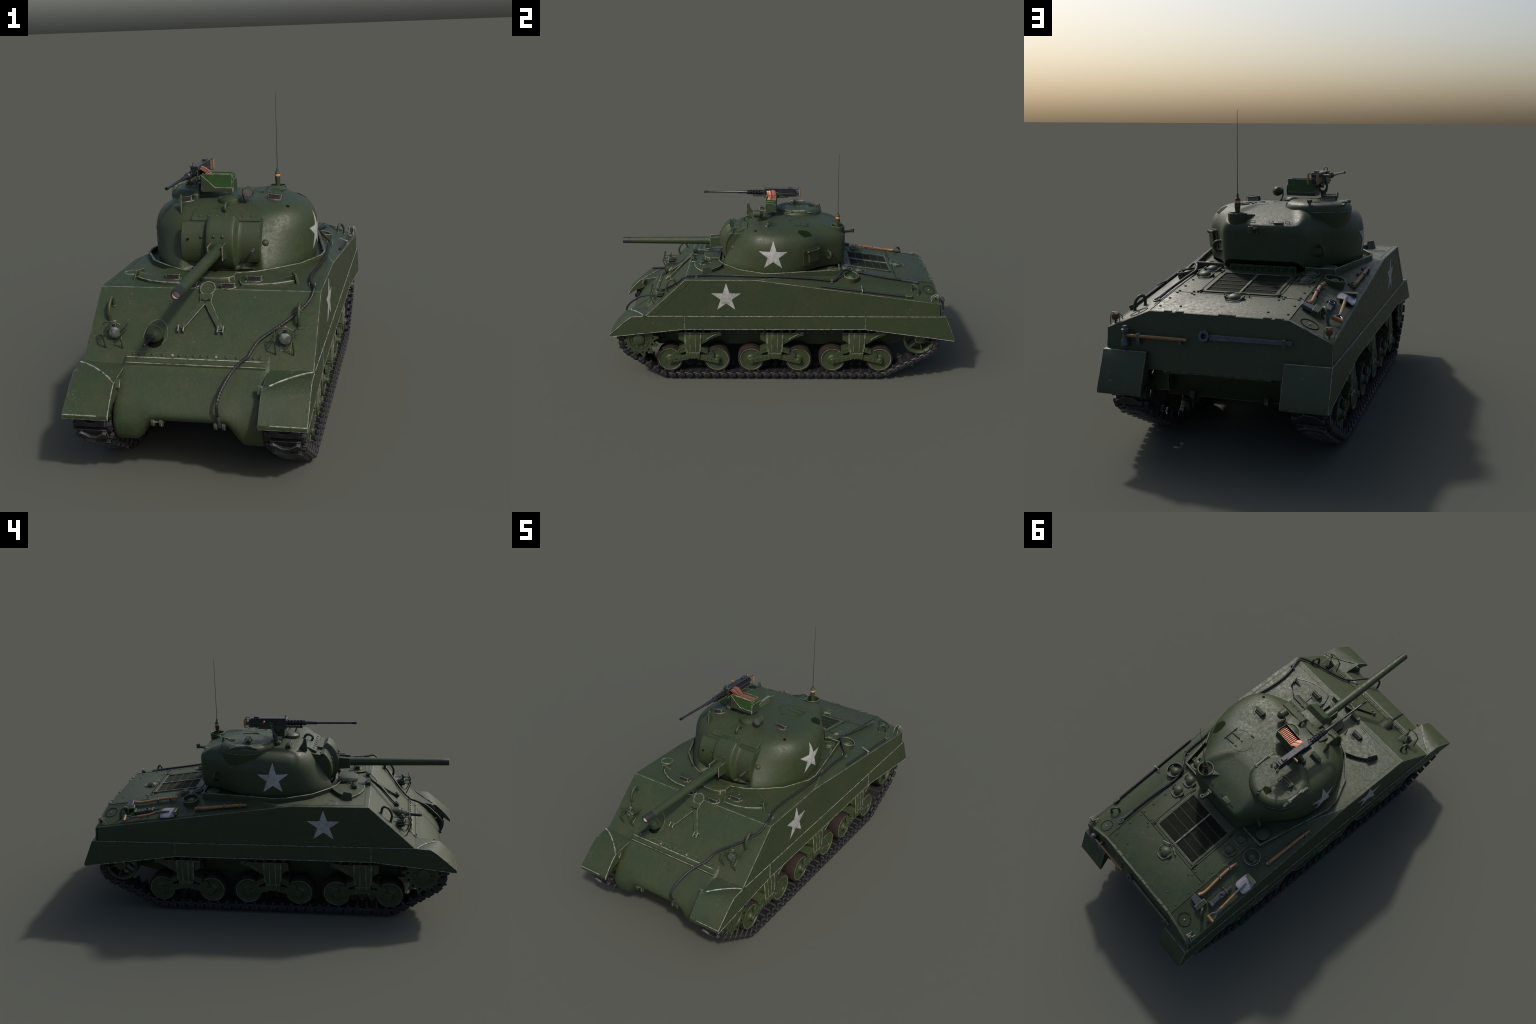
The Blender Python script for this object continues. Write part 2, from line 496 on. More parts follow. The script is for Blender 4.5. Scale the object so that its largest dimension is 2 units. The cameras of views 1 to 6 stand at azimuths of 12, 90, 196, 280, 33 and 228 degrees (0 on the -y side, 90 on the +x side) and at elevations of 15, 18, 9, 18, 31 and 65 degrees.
# ------------------------------------------------------------------ glacis furniture
def nose():
    """cast transmission cover: side bulges hang lower than the middle"""
    full = [(-0.748, 0.440), (-0.784, 0.4190), (-0.812, 0.3950), (-0.853, 0.3635), (-0.892, 0.328), (-0.920, 0.286), (-0.935, 0.246),
            (-0.934, 0.212), (-0.922, 0.182), (-0.895, 0.160), (-0.860, 0.150), (-0.815, 0.152), (-0.770, 0.165), (-0.700, 0.200)]
    mid = [(-0.748, 0.440), (-0.784, 0.4190), (-0.812, 0.3950), (-0.853, 0.3635), (-0.892, 0.328), (-0.919, 0.297), (-0.930, 0.275),
           (-0.927, 0.259), (-0.913, 0.246), (-0.893, 0.239), (-0.865, 0.238), (-0.815, 0.232), (-0.770, 0.220), (-0.700, 0.200)]
    xs = [-0.277, -0.2765, -0.272, -0.26] + [-0.24 + 0.48 * i / 48 for i in range(49)] + [0.26, 0.272, 0.2765, 0.277]
    b = Build()
    rings = []
    for x in xs:
        t = sstep(0.125, 0.205, abs(x))
        prof = smooth_path([(0, *(m[0] + (f[0] - m[0]) * t, m[1] + (f[1] - m[1]) * t)) for m, f in zip(mid, full)], 4)
        e = max(0, (abs(x) - 0.262) / 0.015)
        shrink = 0.016 * (1 - math.sqrt(max(0, 1 - e * e)))
        cy, cz = -0.80, 0.28
        ring = []
        for p in prof:
            d = V((0, p.y - cy, p.z - cz))
            d = d * (1 - shrink / max(d.length, 0.02))
            ring.append((x, cy + d.y, cz + d.z))
        rings.append(ring)
    b.loft(rings, 0, True, True)
    o = stock('transmission_cover', b, tank, [M_CAST], angle=50)
    # bolted flange
    b = Build()
    b.box(glacis(0.000, 0.2855, -0.001), (0.536, 0.024, 0.014), mat=GFRAME)
    f = stock('bolted_flange', b, o, [M_PAINT, M_EDGE_SOFT], 0.0015)
    b = Build(); b.box(glacis(0.000, 0.2970, 0.0045), (0.534, 0.0028, 0.0040), mat=GFRAME)
    stock('flange_lip', b, f, [M_EDGE_STRONG])
    bb = Build(); bb.lathe([(0.0058, -0.001), (0.0058, 0.003), (0.0036, 0.0045)], (0, 0, 0), (0, 0, 1), 10)
    me = bb.mesh('flange_bolt', [M_WHEEL])
    bb = Build(); bb.lathe([(0.0052, -0.001), (0.0052, 0.003), (0.0034, 0.0045)], (0, 0, 0), (0, 0, 1), 10)
    me2 = bb.mesh('flange_bolt_bright', [M_EDGE_STRONG])
    xs = [-0.240, -0.217, -0.192, -0.165, -0.128, -0.090, -0.063, -0.036, -0.009, 0.018, 0.045, 0.073, 0.112, 0.150, 0.180, 0.212, 0.236]
    for i, x in enumerate(xs):
        put('flange_bolt', me2 if i in (5, 11) else me, f, mat=Matrix.Translation(glacis(x, 0.2845, 0.0058)) @ GFRAME.to_4x4())
    # tow shackle clevises
    for x in (-0.114, 0.114):
        b = Build()
        for dx in (-0.015, 0.015):
            b.lathe([(0.0175, -0.005), (0.0175, 0.005)], (x + dx, -0.911, 0.240), (1, 0, 0), 16)
            b.prism_x([(-0.905, 0.255), (-0.86, 0.25), (-0.86, 0.228), (-0.905, 0.226)], x + dx - 0.004, x + dx + 0.004)
            b.lathe([(0.008, -0.007), (0.008, 0.007)], (x + dx, -0.911, 0.240), (1, 0, 0), 10)
        b.cyl((x - 0.018, -0.911, 0.240), (x + 0.018, -0.911, 0.240), 0.0045, n=10)
        stock('tow_clevis', b, o, bevel=0.0012)
nose()

def fender(s):
    xo, xi = s * SW, s * 0.266
    outer = [(-0.800, 0.4065), (-0.868, 0.4005), (-0.905, 0.374), (-0.950, 0.334), (-0.999, 0.291), (-0.9995, 0.275)]
    inner = [(-0.914, 0.3815), (-0.925, 0.373), (-0.946, 0.354), (-0.972, 0.326), (-0.9985, 0.291), (-0.9995, 0.275)]
    b = Build()
    m = 8
    rings = []
    for (yo, zo), (yi, zi) in zip(outer, inner):
        ring = []
        for j in range(m + 1):
            t = j / m
            ring.append(V((xo + (xi - xo) * t, yo + (yi - yo) * (t ** 1.35 if (yo, zo) == outer[0] else t), zo + (zi - zo) * t + 0.004 * math.sin(PI * t) * (1 if (yo, zo) == outer[0] else 0))))
        rings.append(ring)
    th = 0.005
    inn = [[p + V((0, th, -th * 0.7)) for p in r] for r in rings]
    # outer skin, inner skin and rims
    for i in range(len(rings) - 1):
        for j in range(m):
            b.add([rings[i][j], rings[i][j + 1], rings[i + 1][j + 1], rings[i + 1][j]], [(0, 1, 2, 3)])
            b.add([inn[i][j], inn[i][j + 1], inn[i + 1][j + 1], inn[i + 1][j]], [(0, 1, 2, 3)])
    for j in range(m):
        for i in (0, len(rings) - 1):
            b.add([rings[i][j], rings[i][j + 1], inn[i][j + 1], inn[i][j]], [(0, 1, 2, 3)])
    for i in range(len(rings) - 1):
        for j in (0, m):
            b.add([rings[i][j], rings[i + 1][j], inn[i + 1][j], inn[i][j]], [(0, 1, 2, 3)])
    f = stock('front_fender', b, tank, [M_PAINT, M_EDGE_STRONG], 0.0016, minangle=38)
    # flat shelf between glacis and the crease
    b = Build()
    top = [V((xo, -0.778, 0.4055)), V((xi, -0.765, 0.4055))] + [r + V((0, 0.001, -0.001)) for r in reversed(rings[0])]
    b.prism(top, [p - V((0, 0, 0.005)) for p in top])
    stock('fender_shelf', b, f, [M_PAINT])
    # inner side wall
    b = Build()
    side = [(-0.765, 0.405), (-0.914, 0.381), (-0.946, 0.352), (-0.972, 0.324), (-0.9975, 0.290), (-0.998, 0.276), (-0.955, 0.306), (-0.90, 0.325), (-0.80, 0.36), (-0.765, 0.37)]
    b.prism_x(side, xi - s * 0.001, xi + s * 0.003)
    stock('fender_side', b, f, [M_PAINT, M_EDGE], 0.001)
    # raised crease bead and latch
    b = Build()
    b.tube([r + V((0, 0.002, 0.001)) for r in rings[0][:-1]], 0.003, 6)
    stock('fender_bead', b, f, [M_EDGE_STRONG])
    b = Build()
    b.box((xi - s * 0.009, -0.895, 0.372), (0.016, 0.012, 0.030), mat=Matrix.Rotation(-0.5, 3, 'X'))
    stock('fender_latch', b, f, bevel=0.0015)

def shields(s):
    xo, xi = s * SW, s * (SW - 0.008)
    front = [(-0.770, 0.4065), (-0.868, 0.4005), (-0.905, 0.374), (-0.950, 0.334), (-0.999, 0.291), (-0.9995, 0.275), (-0.566, 0.323), (-0.566, 0.4065)]
    midp = [(-0.5645, 0.4065), (-0.5645, 0.323), (0.4765, 0.3255), (0.4765, 0.4065)]
    rear = [(0.478, 0.4065), (0.478, 0.3255), (0.9985, 0.254), (0.9995, 0.268), (0.940, 0.4065)]
    for p in (front, midp, rear):
        b = Build()
        b.prism_x(p, xi, xo)
        sh = stock('sand_shield', b, tank, [M_PAINT, M_EDGE_STRONG], 0.0016)
        low = {0: ((-0.998, 0.2765), (-0.567, 0.3245)), 1: ((-0.564, 0.3245), (0.476, 0.3270)), 2: ((0.479, 0.3270), (0.997, 0.2560))}[(front, midp, rear).index(p)]
        b = Build()
        d = V((0, low[1][0] - low[0][0], low[1][1] - low[0][1]))
        b.box((s * (SW - 0.001), (low[0][0] + low[1][0]) / 2, (low[0][1] + low[1][1]) / 2), (d.length, 0.0030, 0.0034), mat=frame(d, (s, 0, 0)))
        stock('shield_wear_strip', b, sh, [M_EDGE_STRONG])  # added strip that carries the bright worn line along the lower edge
    # hidden web that carries the front panel
    b = Build()
    b.prism_x([(-0.79, 0.400), (-0.96, 0.33), (-0.95, 0.30), (-0.79, 0.34)], s * (SW - 0.010), s * (SW - 0.0085))
    stock('shield_web', b, tank)

def rear_fender(s):
    xo, xi = s * SW, s * 0.262
    b = Build()
    out = [(0.912, 0.4080), (0.940, 0.4065), (0.9985, 0.270), (0.9985, 0.254), (0.992, 0.256), (0.992, 0.270), (0.936, 0.400), (0.912, 0.402)]
    b.prism_x(out, xi, xo - s * 0.0005)
    f = stock('rear_fender', b, tank, [M_PAINT, M_EDGE], 0.0015)
    b = Build()
    b.prism_x([(0.914, 0.405), (0.938, 0.404), (0.996, 0.270), (0.996, 0.256), (0.985, 0.262), (0.916, 0.345)], xi - s * 0.0008, xi + s * 0.003)
    stock('fender_side', b, f)

for s in (1, -1):
    fender(s); shields(s); rear_fender(s)

# five pointed stars
def star_outline(R, r=0.382, n=5):
    return [(R * (1 if i % 2 == 0 else r) * math.sin(PI * i / n), R * (1 if i % 2 == 0 else r) * math.cos(PI * i / n)) for i in range(2 * n)]
for s in (1, -1):
    b = Build()
    o = star_outline(0.0885)
    b.prism([(s * (HW - 0.001), -0.321 + x, 0.5175 + z) for x, z in o], [(s * (HW + 0.0008), -0.321 + x, 0.5175 + z) for x, z in o])
    stock('painted_star', b, hull, [M_STAR])

# driver hatches on the roof
def periscope(parent, pos, guard=True, scale=1.0, yaw=0.0, lid=True):
    b = Build()
    w, d, h = 0.050 * scale, 0.022 * scale, 0.020 * scale
    b.lathe([(0.031 * scale, -0.004), (0.031 * scale, 0.0012), (0.029 * scale, 0.0022)], (0, 0.004, 0), (0, 0, 1), 20)
    # wedge hood: open window in front, roof falling to the back
    b.prism_x([(-d * 0.55, 0.0), (-d * 0.55, h), (d * 0.1, h * 0.92), (d * 0.75, h * 0.25), (d * 0.75, 0)], -w / 2, w / 2)
    b.span((-w * 0.60, -d * 0.75, h * 0.94), (w * 0.60, d * 0.15, h * 1.10))
    b.span((-w * 0.56, -d * 0.70, 0.0), (-w * 0.49, -d * 0.45, h)); b.span((w * 0.49, -d * 0.70, 0.0), (w * 0.56, -d * 0.45, h))
    b.span((-w * 0.47, -d * 0.60, h * 0.12), (w * 0.47, -d * 0.52, h * 0.85), 2)
    p = stock('periscope', b, parent, [M_PAINT, M_EDGE_STRONG, M_GLASS], 0.0010)
    p.location = pos
    p.rotation_euler = (0, 0, yaw)
    if guard:
        g = Build()
        for yy in (-0.010, 0.020):
            g.tube([(-w * 0.62, yy, 0), (-w * 0.55, yy * 0.7, h * 1.35), (w * 0.55, yy * 0.7, h * 1.35), (w * 0.62, yy, 0)], 0.0012, 5)
        g.tube([(-w * 0.55, -0.007, h * 1.35), (-w * 0.55, 0.014, h * 1.35)], 0.0012, 5)
        g.tube([(w * 0.55, -0.007, h * 1.35), (w * 0.55, 0.014, h * 1.35)], 0.0012, 5)
        q = stock('periscope_guard', g, p, [M_PAINT])
    return p

def driver_hatch(s):
    poly = [(0.098, -0.405), (0.112, -0.372), (0.150, -0.352), (0.205, -0.349), (0.262, -0.380), (0.313, -0.420), (0.316, -0.458), (0.250, -0.503), (0.185, -0.521), (0.122, -0.522), (0.100, -0.470)]
    poly = [(s * x, y) for x, y in poly]
    b = Build()
    c = (s * 0.20, -0.44)
    b.prism([(x, y, ROOF - 0.004) for x, y in poly], [(c[0] + (x - c[0]) * 0.985, c[1] + (y - c[1]) * 0.985, 0.6355 + (0.010 if abs(x) > 0.20 and y > -0.43 else 0.0)) for x, y in poly])
    h = stock('driver_hatch', b, tank, [M_PAINT, M_EDGE], 0.002)
    rim = [V((c[0] + (x - c[0]) * 0.96, c[1] + (y - c[1]) * 0.955, 0.636)) for x, y in poly[5:10]]
    b = Build(); b.tube(smooth_path(rim, 5), 0.0024, 6)
    stock('hatch_rim', b, h, [M_EDGE])
    b = Build()
    b.tube([V((s * (0.128 + 0.020 * (1 - math.cos(a * PI / 12))), -0.437 - 0.052 * math.cos(a * PI / 12), 0.6362)) for a in range(-1, 8)], 0.0018, 6)
    stock('hatch_rim', b, h, [M_EDGE])
    # hinge wedge with its upstand
    b = Build()
    b.prism([(s * 0.326, -0.466, 0.622), (s * 0.300, -0.404, 0.622), (s * 0.308, -0.402, 0.622), (s * 0.334, -0.464, 0.622)],
            [(s * 0.316, -0.462, 0.662), (s * 0.298, -0.420, 0.662), (s * 0.305, -0.419, 0.662), (s * 0.323, -0.461, 0.662)])
    b.prism([(s * 0.312, -0.452, 0.636), (s * 0.312, -0.428, 0.636), (s * 0.262, -0.436, 0.636), (s * 0.262, -0.442, 0.636)],
            [(s * 0.310, -0.448, 0.656), (s * 0.310, -0.432, 0.656), (s * 0.266, -0.4385, 0.638), (s * 0.266, -0.4405, 0.638)])
    stock('hatch_hinge', b, h, [M_PAINT, M_EDGE], 0.0015)
    periscope(h, (s * 0.163, -0.466, 0.6358))
    b = Build()
    b.tube([(s * 0.098, -0.455, 0.632), (s * 0.100, -0.455, 0.642), (s * 0.112, -0.425, 0.642), (s * 0.114, -0.425, 0.632)], 0.0025, 6)
    stock('hatch_handle', b, h)
    # fixed hood periscope at the glacis edge
    periscope(h, (s * 0.073, -0.534, 0.6255), guard=False, scale=0.95)
for s in (1, -1):
    driver_hatch(s)
b = Build()     # round blanking plate mark on the left roof
b.tube([V((-0.372 + 0.030 * math.cos(a * PI / 16), -0.359 + 0.030 * math.sin(a * PI / 16), ROOF + 0.0005)) for a in range(32)], 0.0016, 5, closed=True)
stock('roof_plug_weld', b, hull, [M_EDGE])
# armoured ventilator cover between the hatches
b = Build()
pl = [(-0.075, -0.372), (0.075, -0.372), (0.078, -0.440), (0.062, -0.466), (0.030, -0.478), (-0.030, -0.478), (-0.062, -0.466), (-0.078, -0.440)]
b.prism([(x, y, ROOF - 0.002) for x, y in pl], [(x * 0.96, -0.42 + (y + 0.42) * 0.96, 0.645) for x, y in pl])
stock('ventilator_cover', b, tank, [M_PAINT, M_EDGE_SOFT], 0.003, segments=2)

# gun travel lock lying on the glacis
def travel_lock():
    b = Build()
    ring = [glacis(0.0 + 0.0285 * math.cos(a * PI / 14), 0.004 - 0.0285 * math.sin(a * PI / 14), 0.010) for a in range(28)]
    b.lathe([(0.026, 0), (0.026, 0.004)], glacis(0, 0.004, 0.003), (0, GN[0], GN[1]), 24)
    def strap(x0, s0, x1, s1, w0, w1):
        p, q = glacis(x0, s0, 0.010), glacis(x1, s1, 0.010)
        u = (q - p).normalized(); n = V((0, GN[0], GN[1])); w = n.cross(u)
        lo = [p + w * w0, q + w * w1, q - w * w1, p - w * w0]
        b.prism([v - n * 0.005 for v in lo], [v + n * 0.003 for v in lo])
    strap(0, 0.028, 0, 0.062, 0.026, 0.022)
    for s in (1, -1):
        strap(s * 0.004, 0.055, s * 0.074, 0.176, 0.013, 0.0085)
    o = stock('gun_travel_lock', b, tank, [M_PAINT, M_EDGE], 0.0012, minangle=50)
    b = Build(); b.tube(ring, 0.0028, 8, closed=True)
    stock('lock_clamp_ring', b, o, [M_EDGE_SOFT])
    for s in (1, -1):
        b = Build()
        for dx in (-0.010, 0.010):
            b.box(glacis(s * 0.075 + dx, 0.178, 0.010), (0.005, 0.026, 0.022), mat=GFRAME)
        b.box(glacis(s * 0.075, 0.172, 0.002), (0.020, 0.020, 0.006), mat=GFRAME)
        stock('lock_foot', b, o, [M_PAINT, M_EDGE_STRONG], 0.0014)
travel_lock()

# bow machine gun in its ball mount
def bow_gun():
    b = Build()
    # blister: half drum growing out of the glacis
    b.lathe([(0.0350, 0.10), (0.0345, 0.016), (0.0330, 0.009), (0.0300, 0.006), (0.022, 0.012)], (-0.171, -0.720, 0.4955), (0, 1, 0), 32)
    o = stock('ball_mount_blister', b, tank, [M_CAST], angle=60)
    b = Build()
    rim = [glacis(-0.171 + 0.046 * math.cos(a * PI / 20) * (1 if math.sin(a * PI / 20) < 0 else 0.98), 0.205 - 0.066 * max(0, math.sin(a * PI / 20)) - 0.040 * min(0, math.sin(a * PI / 20)), 0.001) for a in range(40)]
    b.tube(rim, 0.0014, 6, closed=True)
    stock('ball_mount_rim', b, o, [M_EDGE_SOFT])
    b = Build(); b.lathe([(0.033, 0), (0.033, 0.0025)], glacis(-0.171, 0.222, 0.0), (0, GN[0], GN[1]), 24)
    stock('ball_mount_black_disc', b, o, [M_BLACK])  # flat black disc stands in for the recess under the ball
    b = Build(); b.ball((-0.171, -0.716, 0.4935), 0.0315, n=24, m=14)
    ball = stock('ball_mount', b, o, [M_CAST], angle=60)
    b = Build()
    d = V((-0.007, -0.103, -0.004)).normalized()
    a = V((-0.171, -0.716, 0.4935))
    b.lathe([(0.010, 0.026), (0.010, 0.034), (0.0068, 0.036), (0.0068, 0.104), (0.0055, 0.106), (0.0055, 0.110)], a, d, 14)
    for k in range(6):
        for ang in (0.6, 2.2, 3.8, 5.4):
            u = d.orthogonal().normalized(); w = d.cross(u)
            b.box(a + d * (0.045 + 0.0105 * k) + (u * math.cos(ang) + w * math.sin(ang)) * 0.0062, (0.006, 0.0025, 0.0025), 1, mat=frame(d, u))
    stock('bow_machine_gun', b, ball, [M_GUN, M_BLACK])
bow_gun()

# headlights with brush guards, and lifting hooks
def headlight(s):
    c = V((s * 0.321, -0.728, 0.502))
    b = Build()
    b.lathe([(0.006, 0.036), (0.014, 0.030), (0.0195, 0.018), (0.0215, 0.004), (0.0215, -0.004), (0.0200, -0.006)], c, (0, 1, 0), 24)
    b.cyl(c + V((0, 0.012, -0.015)), glacis(s * 0.321, 0.222, -0.004), 0.006, n=10)
    b.box(c + V((0, 0.002, 0.031)), (0.016, 0.016, 0.013))
    b.cyl(c + V((0, 0.006, 0.018)), c + V((0, 0.006, 0.028)), 0.004, n=8)
    b.ball(c + V((0, 0.006, 0.042)), 0.008, n=10, m=6, scale=(1, 1, 0.8))
    b.box(glacis(s * 0.321, 0.225, 0.001), (0.040, 0.045, 0.004), mat=GFRAME)
    o = stock('headlight', b, tank, [M_PAINT, M_EDGE], 0.001)
    b = Build(); b.lathe([(0.0208, 0), (0.0206, -0.0015), (0.0004, -0.0075)], c + V((0, -0.005, 0)), (0, 1, 0), 24)
    stock('headlight_lens', b, o, [M_LENS], angle=60)
    b = Build(); b.box(c + V((0, -0.0068, 0.031)), (0.013, 0.002, 0.006))
    stock('blackout_lens', b, o, [M_GLASS])
    g = Build()
    for dx in (-0.033, 0.033):
        x = c.x + dx
        top, low = glacis(x, 0.168, 0.0), glacis(x * 1.0, 0.262, 0.0)
        f1 = V((x, -0.764, 0.520)); f2 = V((x, -0.770, 0.505)); f0 = V((x * 1.0, -0.756, 0.542))
        g.tube([V((x, top.y, 0.520)), f1], 0.0028, 6)
        g.tube([f0, f1, f2, V((x, -0.764, 0.492)), low], 0.0030, 6)
        g.tube([V((x, glacis(x, 0.19, 0).y, 0.504)), f2], 0.0024, 6)
    for p, q in ((V((c.x - 0.033, -0.756, 0.542)), V((c.x + 0.033, -0.756, 0.542))),):
        g.tube([p, p.lerp(q, 0.25) + V((0, -0.003, 0.010)), p.lerp(q, 0.75) + V((0, -0.003, 0.010)), q], 0.0030, 6)
    stock('headlight_guard', g, o, [M_PAINT])

def arch_hook(name, pa, pb, rise, r, parent):
    """bent round bar from pa to pb"""
    pa, pb, rise = V(pa), V(pb), V(rise)
    pts = [pa - rise * 0.15]
    for i in range(13):
        a = PI * i / 12
        m = (pa + pb) / 2
        pts.append(m + (pa - m) * math.cos(a) + rise * (0.45 + 0.55 * math.sin(a)))
    pts.append(pb - rise * 0.15)
    b = Build(); b.tube(pts, r, 10)
    b.lathe([(r * 1.6, -0.001), (r * 1.2, 0.003)], pa, rise, 10); b.lathe([(r * 1.6, -0.001), (r * 1.2, 0.003)], pb, rise, 10)
    return stock(name, b, parent, [M_PAINT], angle=50)

for s in (1, -1):
    headlight(s)
    arch_hook('lifting_ring', glacis(s * 0.361, 0.082, 0), glacis(s * 0.361, 0.150, 0), V((0, -0.012, 0.050)), 0.0064, tank)
    # rear lifting rings: arch standing across the side slope
    p = deck(s * 0.352, 0.748); q = deck(s * 0.380, 0.782)
    arch_hook('lifting_ring', p, q, V((0, 0, 0.046)), 0.0060, tank)

# ------------------------------------------------------------------ turret ring guard
def guard():
    for s in (1, -1):
        line = [(0.178, 0.336, 0.647), (0.303, 0.334, 0.647), (0.340, 0.150, 0.650), (0.381, -0.060, 0.650), (0.374, -0.120, 0.650), (0.309, -0.250, 0.650), (0.206, -0.340, 0.649), (0.150, -0.366, 0.645), (0.080, -0.384, 0.642), (0.0, -0.388, 0.641)]
        pts = [V((s * x, y, z)) for x, y, z in line]
        b = Build()
        rings = []
        for i, p in enumerate(pts):
            a = pts[max(0, i - 1)]; c = pts[min(len(pts) - 1, i + 1)]
            d1 = (p - a) if i else (c - p)
            d2 = (c - p) if i < len(pts) - 1 else d1
            n1 = V((-d1.y, d1.x, 0)).normalized(); n2 = V((-d2.y, d2.x, 0)).normalized()
            nn = (n1 + n2); nn = nn / max(0.5, nn.dot(n1))
            low = deck_z(p.x, p.y) - 0.03
            o = nn * 0.0042
            rings.append([(p.x + o.x, p.y + o.y, low), (p.x - o.x, p.y - o.y, low), (p.x - o.x, p.y - o.y, p.z), (p.x + o.x, p.y + o.y, p.z)])
        b.loft(rings)
        stock('turret_ring_guard', b, tank, [M_PAINT, M_EDGE], 0.002)
    b = Build()
    b.box((0, 0.352, 0.632), (0.290, 0.006, 0.034))
    for i in range(9):
        x = -0.128 + 0.032 * i
        b.prism([(x - 0.013, 0.353, 0.648), (x + 0.013, 0.353, 0.648), (x + 0.009, 0.353, 0.622), (x - 0.009, 0.353, 0.622)],
                [(x - 0.013, 0.362, 0.646), (x + 0.013, 0.362, 0.646), (x + 0.006, 0.357, 0.624), (x - 0.006, 0.357, 0.624)])
    stock('rear_splash_strip', b, tank, [M_PAINT, M_EDGE_SOFT], 0.001)
    b = Build(); b.lathe([(0.325, 0.60), (0.325, 0.640)], (0, -0.03, 0), (0, 0, 1), 64)
    stock('turret_ring', b, tank, [M_BLACK])
guard()

# ------------------------------------------------------------------ fuel caps and deck fittings
def filler_cap(x, y, parent, up=None, r=0.024, yaw=0.0, tilt=None):
    b = Build()
    b.lathe([(r * 1.08, -0.004), (r * 1.08, 0.003), (r, 0.005), (r * 0.92, 0.011), (r * 0.66, 0.016), (r * 0.3, 0.0185), (0.0005, 0.019)], (0, 0, 0), (0, 0, 1), 22)
    for k in (-1, 1):
        b.box((k * (r + 0.004), 0, 0.004), (0.012, 0.022, 0.008))
        b.box((k * (r + 0.010), 0, 0.009), (0.005, 0.026, 0.006))
    b.tube([(-r * 0.9, r + 0.010, 0.004), (0, r + 0.014, 0.006), (r * 0.9, r + 0.010, 0.004)], 0.0028, 6)
    b.tube([(-r * 0.9, r + 0.010, 0.004), (-r * 1.3, r * 0.2, 0.006)], 0.0026, 6)
    me = b.mesh('filler_cap', [M_PAINT, M_EDGE_SOFT], 0.0009, 1)
    n = deck_n(x, y)
    base = deck(x, y) if up is None else V((x, y, up))
    return put('filler_cap', me, parent, mat=Matrix.Translation(base) @ frame((math.cos(yaw), math.sin(yaw), 0), n if up is None else (0, 0, 1)).to_4x4())
filler_cap(0.0, 0.709, tank, r=0.026)
for x, y in ((0.215, 0.456), (0.214, 0.375), (-0.215, 0.458), (-0.214, 0.377)):
    filler_cap(x, y, tank)
filler_cap(0.262, 0.285, tank, up=0.626)
b = Build()     # lifting handles beside the middle cap
for s in (1, -1):
    b.tube([deck(s * 0.014, 0.668, 0), deck(s * 0.014, 0.668, 0.012), deck(s * 0.050, 0.682, 0.012), deck(s * 0.050, 0.682, 0)], 0.0026, 6)
stock('deck_handle', b, tank, [M_EDGE_SOFT])
b = Build(); b.lathe([(0.037, 0), (0.037, 0.022), (0.033, 0.026), (0.02, 0.028), (0.0005, 0.0285)], (-0.266, 0.283, 0.622), (0, 0, 1), 26)
cap = stock('round_vent_cap', b, tank, [M_PAINT])
for s in (1, -1):
    x, y = s * 0.315, 0.399
    n = deck_n(x, y)
    b = Build()
    b.lathe([(0.044, -0.010), (0.044, 0.022), (0.0405, 0.022), (0.0405, 0.001), (0.001, 0.001)], deck(x, y), n * 0.55 + V((0, 0, 0.45)), 28)
    o = stock('filler_well', b, tank, [M_PAINT, M_EDGE], 0.0012, minangle=50)
    filler_cap(x, y, o, r=0.023)
    # round cover plates with centre screw near the tail
    b = Build()
    px, py = s * 0.330, 0.850
    b.tube([deck(px + 0.032 * math.cos(a * PI / 14), py + 0.032 * math.sin(a * PI / 14), 0.0004) for a in range(28)], 0.0012, 5, closed=True)
    o = stock('cover_plate_seam', b, tank, [M_BLACK])
    b = Build(); b.lathe([(0.004, 0), (0.003, 0.004)], deck(px, py), deck_n(px, py), 8)
    stock('cover_screw', b, o, [M_EDGE_STRONG])
    # tail lamps: red upper half, hood loops
    c = V((s * 0.410, 0.892, 0.517))
    b = Build()
    b.lathe([(0.009, -0.018), (0.0125, -0.010), (0.0130, 0.0), (0.0115, 0.0025)], c, (0, 1, 0), 18)
    b.cyl(c + V((0, -0.006, 0)), c + V((0, -0.006, -0.026)), 0.004, n=8)
    t = stock('tail_lamp', b, tank, [M_PAINT])
    b = Build()
    b.prism([c + V((0.011 * math.cos(PI * (0.08 + 0.84 * i / 10)), 0.002, 0.011 * math.sin(PI * (0.08 + 0.84 * i / 10)))) for i in range(11)],
            [c + V((0.011 * math.cos(PI * (0.08 + 0.84 * i / 10)), 0.0045, 0.011 * math.sin(PI * (0.08 + 0.84 * i / 10)))) for i in range(11)])
    stock('tail_lens', b, t, [M_RED])
    b = Build()
    for dy in (-0.003,):
        b.tube([c + V((-0.019, dy, -0.030)), c + V((-0.018, dy, 0.006)), c + V((-0.010, dy, 0.017)), c + V((0.010, dy, 0.017)), c + V((0.018, dy, 0.006)), c + V((0.019, dy, -0.030))], 0.0022, 6)
    b.tube([c + V((-0.010, -0.003, 0.017)), c + V((-0.012, -0.035, 0.000)), c + V((-0.012, -0.040, -0.020))], 0.0020, 6)
    b.tube([c + V((0.010, -0.003, 0.017)), c + V((0.012, -0.035, 0.000)), c + V((0.012, -0.040, -0.022))], 0.0020, 6)
    stock('tail_lamp_guard', b, t, [M_EDGE])

